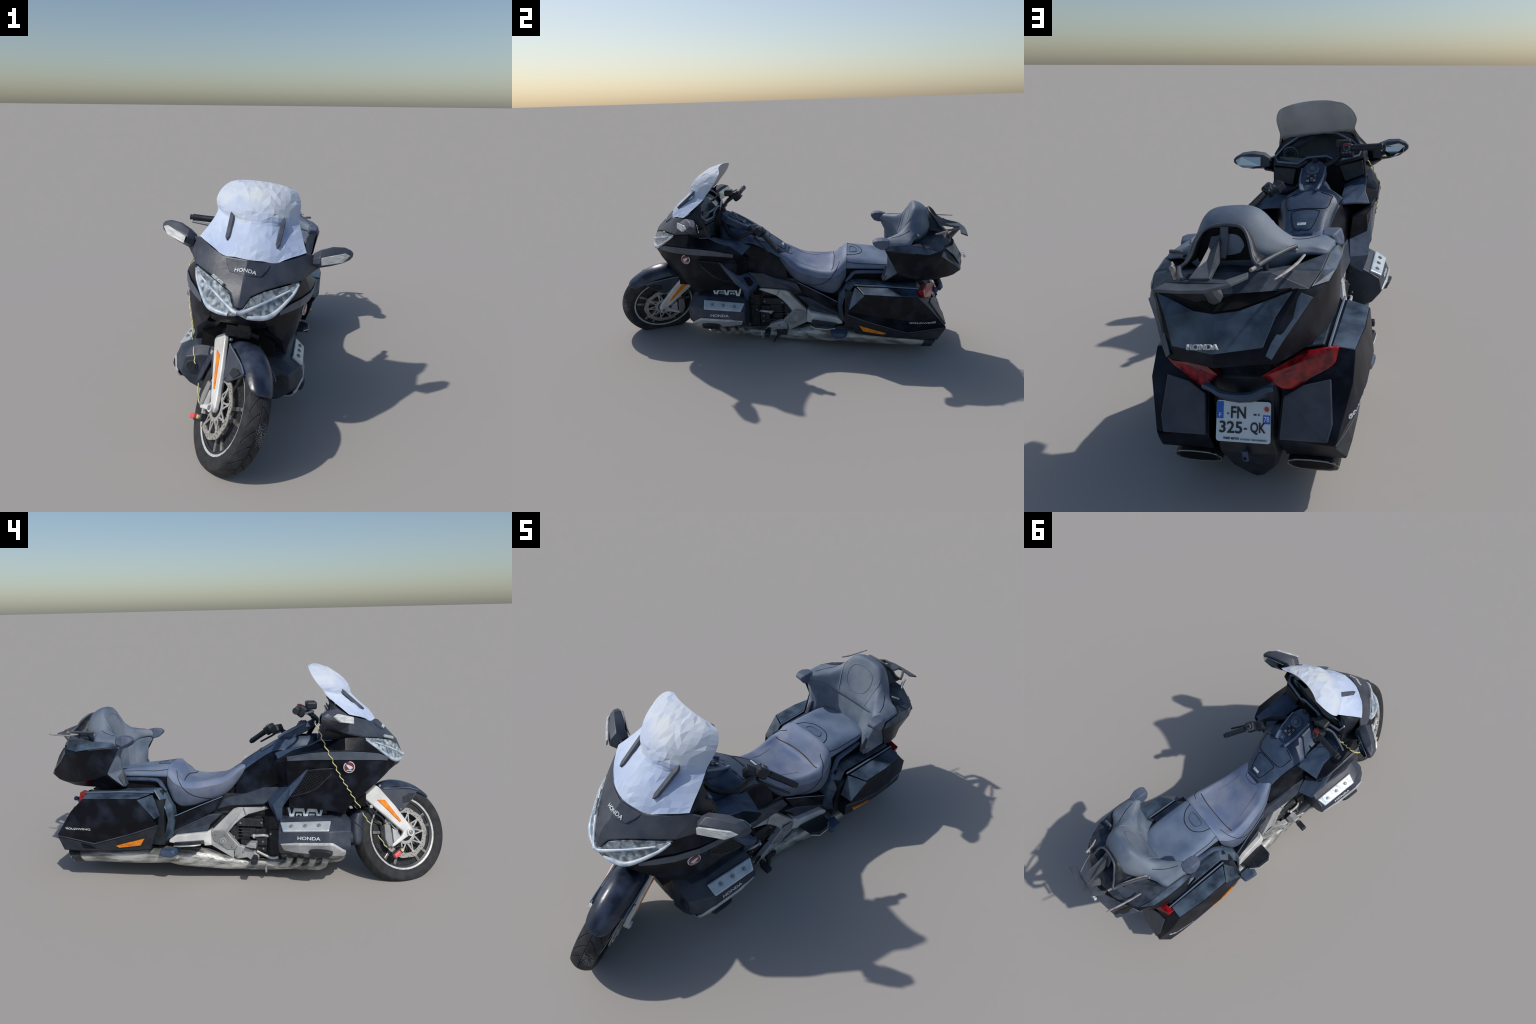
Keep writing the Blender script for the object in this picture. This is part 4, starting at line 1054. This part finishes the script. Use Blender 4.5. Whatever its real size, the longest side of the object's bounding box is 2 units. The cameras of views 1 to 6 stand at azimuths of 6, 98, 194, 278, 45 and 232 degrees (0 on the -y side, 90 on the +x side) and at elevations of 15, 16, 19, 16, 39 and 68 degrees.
# silver rear bracket with folding passenger boards
wp = [(0.200, .345, .186), (0.197, .316, .207), (0.174, .164, .223), (0.162, .143, .234), (0.162, .138, .155), (0.176, .175, .155), (0.182, .175, .175), (0.200, .316, .168), (0.204, .345, .174)]
v, f = prism(wp, d=(-.05, 0, 0))
wpL, wpR = both("passenger_bracket", v, f, LEGWHITE, bevel=.004, segs=2)
fb = [(.188, .172, .188), (.262, .172, .204), (.288, .200, .206), (.284, .262, .200), (.250, .305, .188), (.200, .318, .176)]
v, f = prism(fb, d=(.004, 0, -.018))
both("passenger_footboard", v, f, PLASTIC, (wpL, wpR), bevel=.003)
v, f = tube([Vector(p) + Vector((.002, 0, -.018)) for p in fb[1:5]], .004, 6)
both("footboard_edge", v, f, ALU, (wpL, wpR), smooth=50)
pk = [[(.235, .372, .158), (.235, .278, .170), (.235, .276, .136), (.235, .300, .118), (.235, .360, .120), (.235, .378, .136)],
      [(.292, .364, .154), (.298, .300, .162), (.298, .288, .140), (.294, .308, .124), (.288, .350, .124), (.288, .368, .138)]]
v, f = grid(pk, True)
f += [tuple(range(6)), tuple(range(6, 12))]
both("rear_crash_pad", v, f, TRIM, (wpL, wpR), bevel=.008, segs=3)

# side covers
v, f = prism([(.131, .085, .386), (.139, -.034, .417), (.143, -.111, .447), (.145, -.202, .459), (.166, -.135, .382), (.156, -.120, .365), (.149, .045, .352), (.139, .122, .329)], d=(-.05, 0, 0))
both("side_cover", v, f, HEAD, bevel=.008, segs=3)
v, f = prism([(0.137, .085, .399), (0.160, .20, .353), (0.186, .316, .304), (0.200, .349, .287), (0.200, .352, .210), (0.190, .318, .233), (0.164, .152, .312), (0.151, .122, .329)], d=(-.06, 0, 0))
both("lower_side_panel", v, f, PAINT, bevel=.006, segs=2)
v, f = prism([(0.158, .157, .309), (0.148, .084, .315), (0.152, .148, .257), (0.156, .163, .225), (0.174, .325, .203), (0.184, .360, .197), (0.190, .318, .234)], d=(-.06, 0, 0))
both("swingarm_cover", v, f, HEAD, bevel=.006, segs=2)
v, f = tube([(.141, .088, .397), (.164, .20, .353), (.190, .316, .304)], .0025, 6)
both("side_panel_edge", v, f, SILVER_TRIM, smooth=50)

# =============================================================== exhaust
def ell(cx, y, cz, rx, rz, k=12, p=.75):
    out = []
    for i in range(k):
        a = 2 * math.pi * i / k
        c, s = math.cos(a), math.sin(a)
        out.append((cx + rx * math.copysign(abs(c) ** p, c), y, cz + rz * math.copysign(abs(s) ** p, s)))
    return out
def shear_end(sec, dy):
    zs = [p[2] for p in sec]
    return [(p[0], p[1] + dy * ((p[2] - min(zs)) / (max(zs) - min(zs)) - .5), p[2]) for p in sec]
ex = [ell(.185, .290, .110, .050, .034), ell(.188, .34, .110, .054, .036), ell(.184, .50, .104, .062, .040), ell(.180, .68, .100, .068, .036), shear_end(ell(.176, .836, .094, .073, .033), .045)]
v, f = loft(ex, 2, 3, closed=True, caps=True)
exL, exR = both("muffler", v, f, EXHAUST, smooth=45)
v, f = loft([shear_end(ell(.1765, .785, .0955, .0735, .0345), .030), shear_end(ell(.176, .812, .0945, .0745, .0345), .040), shear_end(ell(.176, .839, .094, .074, .034), .045)], 2, 2, closed=True, caps=True)
both("muffler_tip", v, f, ENGINE_BLACK, (exL, exR), smooth=45)
v, f = prism(shear_end(ell(.176, .8405, .094, .060, .023), .030), d=(0, -.01, 0))
both("muffler_mouth", v, f, DARK, (exL, exR))
v, f = tube(shear_end(ell(.176, .838, .0940, .0735, .0335), .045), .0022, 6, closed=True)
both("muffler_rim", v, f, ALU_DARK, (exL, exR), smooth=50)
pipe = [ell(.12, -.42, .075, .030, .026), ell(.125, -.30, .062, .026, .024), ell(.13, -.15, .054, .026, .026), ell(.132, -.04, .052, .030, .026), ell(.140, .06, .060, .038, .034), ell(.150, .14, .075, .046, .042), ell(.160, .20, .085, .052, .046), ell(.175, .29, .092, .054, .042), ell(.182, .34, .100, .052, .036)]
pipe = [[(x, y, z + .008) for x, y, z in q] for q in pipe]
v, f = loft(pipe, 2, 3, closed=True, caps=True)
hdL, hdR = both("exhaust_pipe", v, f, EXHAUST, (exL, exR), smooth=60)
hd = []
for y in (-.42, -.36, -.30, -.25):
    hd.append(tube([(.19, y, .125), (.175, y + .01, .09), (.150, y + .04, .066), (.125, y + .09, .058)], .017, 10, 3))
both("header_pipe", *join(*hd), EXHAUST, (hdL, hdR), smooth=60, weld=False)
for sg, prm in ((1, hdL), (-1, hdR)):
    make("pipe_clamp", *tube([(sg * p[0], p[1], p[2]) for p in ell(.131, -.128, .053, .030, .030)], .004, 6, closed=True), CHROME, prm, smooth=50)

# =============================================================== front wheel, fork, fender (steered left)
a_, b_ = math.radians(27.71), math.radians(-16.85)
WN = Vector((math.cos(a_) * math.cos(b_), math.sin(a_) * math.cos(b_), math.sin(b_)))
WF = WN.cross(Z_AX).normalized()
if WF.y > 0:
    WF = -WF
WU = WF.cross(WN)
if WU.z < 0:
    WU = -WU
WC = Vector((-.0063, -.7850, .2089)) + WN * .034
def wf(a, f_, u):
    """Point in the wheel's frame: a to the left along the axle, f forward, u up."""
    return WC + WN * a + WF * f_ + WU * u
def pol(a, r, deg):
    t = math.radians(deg)
    return wf(a, r * math.cos(t), r * math.sin(t))
AX = (WN, WF, WU)
def tread(t, a):
    """Curved sipes across both tread halves plus a centre groove."""
    d = 0.0
    if abs(a) < .0016:
        d = .003
    if .004 < abs(a) < .042:
        ph = (t * 26 / (2 * math.pi) + (0.5 if a > 0 else 0) + (abs(a) / .040) ** 2 * .9) % 1.0
        if ph < .075:
            d = max(d, .0035)
    return d
prof = [(.036, .176), (.044, .186), (.0495, .200), (.0495, .212), (.047, .222)]
prof += [(.0445 - .0445 * k / 22, .228 + .016 * (1 - (1 - k / 22) ** 2)) for k in range(0, 23)]
v, f = lathe(mirror_prof(prof), WC, AX, 520, tread)
inv = ROOT_M.inverted()
for i, p in enumerate(v):
    w = ROOT_M @ p
    if w.z < .0005:
        w.z = .0005
        v[i] = inv @ w
tyre_v = v
wheel = make("front_wheel", *lathe(mirror_prof([(.034, .172), (.030, .160), (.012, .156), (0, .156)]), WC, AX, 96), WHEEL_DARK, smooth=40)
tyre = make("front_tyre", v, f, RUBBER, wheel, smooth=35, weld=True)
# chalky scuff on the left shoulder of the tread
SCUFFED = RUBBER.copy()
SCUFFED.name = "scuffed_tyre_rubber"
tyre.data.materials[0] = SCUFFED
nt = SCUFFED.node_tree
nd = lambda t: nt.nodes.new("ShaderNode" + t)
tcn, sub, mulv, ln, mr, ns, cr, mm, mx = nd("TexCoord"), nd("VectorMath"), nd("VectorMath"), nd("VectorMath"), nd("MapRange"), nd("TexNoise"), nd("ValToRGB"), nd("Math"), nd("MixRGB")
sub.operation, mulv.operation, ln.operation, mm.operation = 'SUBTRACT', 'MULTIPLY', 'LENGTH', 'MULTIPLY'
sub.inputs[1].default_value = (.161, -.955, .232)
mulv.inputs[1].default_value = (1.3, 1.1, .62)
mr.inputs["From Min"].default_value, mr.inputs["From Max"].default_value = .038, .012
ns.inputs["Scale"].default_value, ns.inputs["Detail"].default_value = 230, 6
cr.color_ramp.elements[0].position, cr.color_ramp.elements[1].position = .50, .60
pb = nt.nodes["Principled BSDF"]
old = pb.inputs["Base Color"].links[0].from_socket
nt.links.new(tcn.outputs["Object"], sub.inputs[0])
nt.links.new(sub.outputs[0], mulv.inputs[0])
nt.links.new(mulv.outputs[0], ln.inputs[0])
nt.links.new(ln.outputs["Value"], mr.inputs["Value"])
nt.links.new(tcn.outputs["Object"], ns.inputs["Vector"])
nt.links.new(ns.outputs["Fac"], cr.inputs["Fac"])
nt.links.new(mr.outputs["Result"], mm.inputs[0])
nt.links.new(cr.outputs["Color"], mm.inputs[1])
nt.links.new(mm.outputs[0], mx.inputs["Fac"])
nt.links.new(old, mx.inputs["Color1"])
mx.inputs["Color2"].default_value = (.34, .35, .37, 1)
nt.links.new(mx.outputs["Color"], pb.inputs["Base Color"])
for sg in (1, -1):
    v, f = lathe([(sg * .036, .170), (sg * .0385, .174), (sg * .0385, .186), (sg * .035, .188)], WC, AX, 96)
    make("rim_band", v, f, RIM, wheel, smooth=60)
sp = []
for k in range(5):
    for dd in (-9, 9):
        a0 = 72 * k + 20 + dd
        p0, p1 = pol(0, .03, a0 + dd * .5), pol(0, .162, a0 + dd * .15)
        ax = frame_of(p1 - p0, WN)
        vv, ff = box((p0 + p1) / 2, ((p1 - p0).length, .016, .072), ax)
        sp.append((vv, ff))
make("wheel_spoke", *join(*sp), SPOKE, wheel, bevel=.004, weld=False)
make("wheel_backing", *lathe([(.030, .03), (.026, .160), (-.026, .160), (-.030, .03)], WC, AX, 64), mat("wheel_shade", (.010, .011, .014), .7, (.055, .060, .070), 160, lo=.5, hi=.7), wheel)
make("wheel_hub", *cyl(WC, WN, .036, .12, 32), WHEEL_DARK, wheel, bevel=.004)
for sg in (1, -1):
    n_ = 72
    prof_d = []
    ro = [.122 + .0022 * math.cos(10 * 2 * math.pi * i / n_) for i in range(n_)]
    V, F = [], []
    for i in range(n_):
        t = 360 * i / n_
        for a, r in ((sg * .060, ro[i]), (sg * .060, .098), (sg * .056, .098), (sg * .056, ro[i])):
            V.append(pol(a, r, t))
    for i in range(n_):
        j = (i + 1) % n_
        for q in range(4):
            F.append((4 * i + q, 4 * i + (q + 1) % 4, 4 * j + (q + 1) % 4, 4 * j + q))
    disc = make("brake_disc", V, F, DISC, wheel)
    holes = []
    for i in range(30):
        for j, r in enumerate((.103, .110, .117)):
            if (i + j) % 3 != 2:
                holes.append(cyl(pol(sg * .0595, r, 12 * i + 4 * j), WN, .0021, .0022, 8))
    make("disc_holes", *join(*holes), DARK, disc, kind="stuff", weld=False)
    arms = []
    for i in range(10):
        for q in (-15, 15):
            p0, p1 = pol(sg * .0605, .050, 36 * i + q), pol(sg * .0605, .099, 36 * i)
            arms.append(box((p0 + p1) / 2, ((p1 - p0).length, .007, .005), frame_of(p1 - p0, WN)))
        arms.append(cyl(pol(sg * .0615, .098, 36 * i), WN, .0075, .006, 12))
    v, f = lathe([(sg * .058, .040), (sg * .063, .040), (sg * .063, .056), (sg * .058, .056)], WC, AX, 48)
    arms.append((v, f))
    make("disc_carrier", *join(*arms), CARRIER, disc, weld=False, bevel=.0008)
fork = make("front_fork", *tube([wf(-.095, .012, 0), wf(.095, .012, 0)], .012, 16), ALU)
for sg in (-1, 1):
    leg = [(-.126, .232), (-.150, .246), (-.215, .201), (-.208, .180), (-.021, .006), (-.030, -.010), (-.088, -.046), (-.096, -.060), (-.080, -.060), (-.010, -.024), (.030, -.010), (.034, .010), (.019, .036), (-.046, .132)]
    v, f = prism([wf(sg * .084, x, y) for x, y in leg], d=-WN * (sg * .020))
    lg = make("fork_leg", v, f, LEGWHITE, fork, bevel=.006, segs=3)
    am = [(-.145, .170), (-.104, .167), (-.028, .060), (-.036, .053)]
    make("fork_reflector", *prism([wf(sg * .088, x, y) for x, y in am], d=-WN * (sg * .006)), AMBER, lg, bevel=.0015)
    make("axle_boss", *cyl(wf(sg * .088, .012, -.002), WN, .017, .014, 24), LEGWHITE, lg, bevel=.002)
    make("axle_end", *cyl(wf(sg * .096, .012, -.002), WN, .009, .006, 20), BOLT, lg, bevel=.001)
    cal = [(-.120, .046), (-.088, .048), (-.084, .0), (-.086, -.056), (-.112, -.060), (-.124, -.02)]
    cp_ = make("brake_caliper", *prism([wf(sg * .082, x, y) for x, y in cal], d=-WN * (sg * .046)), ALU_DARK, fork, bevel=.005, segs=2)
    make("caliper_body", *prism([wf(sg * .080, x, y) for x, y in ((-.078, .030), (-.050, .010), (-.036, -.016), (-.050, -.040), (-.080, -.046))], d=-WN * (sg * .03)), ALU, cp_, bevel=.005)
    make("brake_hose", *tube([wf(sg * .075, -.112, .050), wf(sg * .075, -.125, .08), wf(sg * .075, -.165, .115), wf(sg * .07, -.20, .165)], .005, 8, 4), PLASTIC, cp_, smooth=60)
    make("hose_bracket", *box(wf(sg * .080, -.182, .140), (.016, .016, .016), AX), ALU, lg, bevel=.002)
make("fork_yoke", *join(box(wf(0, -.19, .235), (.15, .06, .05), AX), tube([wf(0, -.20, .23), (.0, -.56, .52), (0, -.48, .62)], .035, 10)), ENGINE_BLACK, fork, bevel=.006, weld=False)
# fender: arched shell over the tyre with side wings
fd = []
for deg, r, hw, dz in ((128, .262, .052, .030), (116, .270, .058, .036), (100, .273, .062, .040), (84, .266, .063, .042), (68, .260, .061, .040), (55, .256, .056, .034), (46, .256, .046, .024), (42, .255, .026, .010)):
    row = []
    for s in (-1, -.93, -.72, -.38, 0, .38, .72, .93, 1):
        drop = dz * (abs(s) ** 3.0)
        row.append(pol(s * hw, r - drop, deg))
    fd.append(row)
v, f = loft(fd, 2, 3)
fender = make("front_fender", v, f, FENDER, inside=WC, thick=.006, smooth=50)
for sg in (-1, 1):
    wing = [(-.112, .226), (-.090, .222), (0, .217), (.060, .212), (.100, .200), (.086, .178), (.044, .142), (.006, .112), (-.016, .104), (-.048, .134)]
    v, f = prism([wf(sg * (.066 if y > .15 else .070), x, y) for x, y in wing], d=-WN * (sg * .012))
    w_ = make("fender_wing", v, f, COWL, fender, bevel=.004, segs=2)
    v, f = prism([wf(sg * .072, x, y) for x, y in ((.010, .176), (.050, .190), (.082, .188), (.044, .148), (.004, .146))], d=-WN * (sg * .004))
    make("fender_vent", v, f, PLASTIC, w_, bevel=.001)
    v, f = tube([wf(sg * .069, x, y) for x, y in ((-.095, .224), (0, .219), (.062, .214), (.100, .202))], .0028, 6, 2)
    make("fender_crease", v, f, SILVER_TRIM, w_, smooth=60)
    make("fender_bolt", *cyl(wf(sg * .064, -.110, .238), WN, .006, .008, 14), BOLT, w_)
    make("fender_bolt", *cyl(wf(sg * .074, -.016, .116), WN, .004, .006, 12), BOLT, w_)
# rear skirt of the fender, wrapping the back of the tyre
sk = []
for deg, ri, ro in ((150, .236, .284), (160, .232, .288), (170, .230, .288), (180, .232, .286), (187, .246, .282)):
    sk.append([pol(a, r, deg) for a, r in ((-.058, ri), (-.062, (ri + ro) / 2), (-.050, ro - .008), (0, ro), (.050, ro - .008), (.062, (ri + ro) / 2), (.058, ri))])
v, f = loft(sk, 2, 2)
make("fender_skirt", v, f, HEAD, fender, inside=WC, thick=.005, smooth=40)
# radiator guard behind the wheel
v, f = grid([[(.13, -.480, .350), (.08, -.49, .345), (0, -.49, .345)], [(.13, -.480, .28), (.08, -.49, .28), (0, -.49, .28)], [(.16, -.500, .215), (.08, -.49, .20), (0, -.49, .19)], [(.15, -.512, .150), (.09, -.51, .13), (0, -.51, .13)], [(.12, -.512, .12), (.09, -.51, .095), (0, -.51, .085)]])
make("splash_guard", v, f, HEAD, mirror=True, thick=.012, inside=(0, -.4, .25), bevel=.004)

# disc lock with its red shell, and the coiled yellow reminder cord
ax = frame_of(wf(0, .05, .03) - wf(0, 0, 0), WN)
lock = make("disc_lock", *box(wf(-.072, -.068, -.092), (.072, .030, .034), ax), PLASTIC, bevel=.008, segs=3)
make("disc_lock_shell", *box(wf(-.090, -.080, -.097), (.040, .020, .032), ax), LOCK_RED, lock, bevel=.005, segs=2)
make("disc_lock_key", *cyl(wf(-.092, -.048, -.080), WN, .008, .008, 16), CORD, lock)
path = [(-.226, -.366, .762), (-.246, -.384, .728), (-.256, -.403, .681), (-.272, -.426, .636), (-.258, -.451, .586), (-.246, -.472, .541), (-.238, -.494, .502), (-.222, -.518, .463), (-.206, -.540, .424), (-.196, -.573, .372)]
path2 = [(-.185, -.586, .346), (-.172, -.605, .312), (-.163, -.622, .290)]
path3 = [(-.135, -.662, .228), (-.120, -.690, .184), (-.112, -.705, .162)]
def coil(pts, amp, per, turns):
    base = spline(pts, per)
    out = []
    n = len(base)
    for i, p in enumerate(base):
        ph = 2 * math.pi * turns * i / (n - 1)
        out.append(p + Vector((math.cos(ph) * amp * .6, math.sin(ph) * amp, math.sin(ph) * amp * .35)))
    return out
v, f = join(tube(coil(path, .0042, 20, 12), .0026, 6), tube(coil(path2, .003, 14, 2), .0026, 6), tube(coil(path3, .003, 14, 2), .0026, 6))
make("reminder_cord", v, f, CORD, lock, smooth=70, weld=False)
make("cord_clip", *cyl((-.226, -.362, .766), (0, 1, .3), .010, .006, 16), GREY, lock)
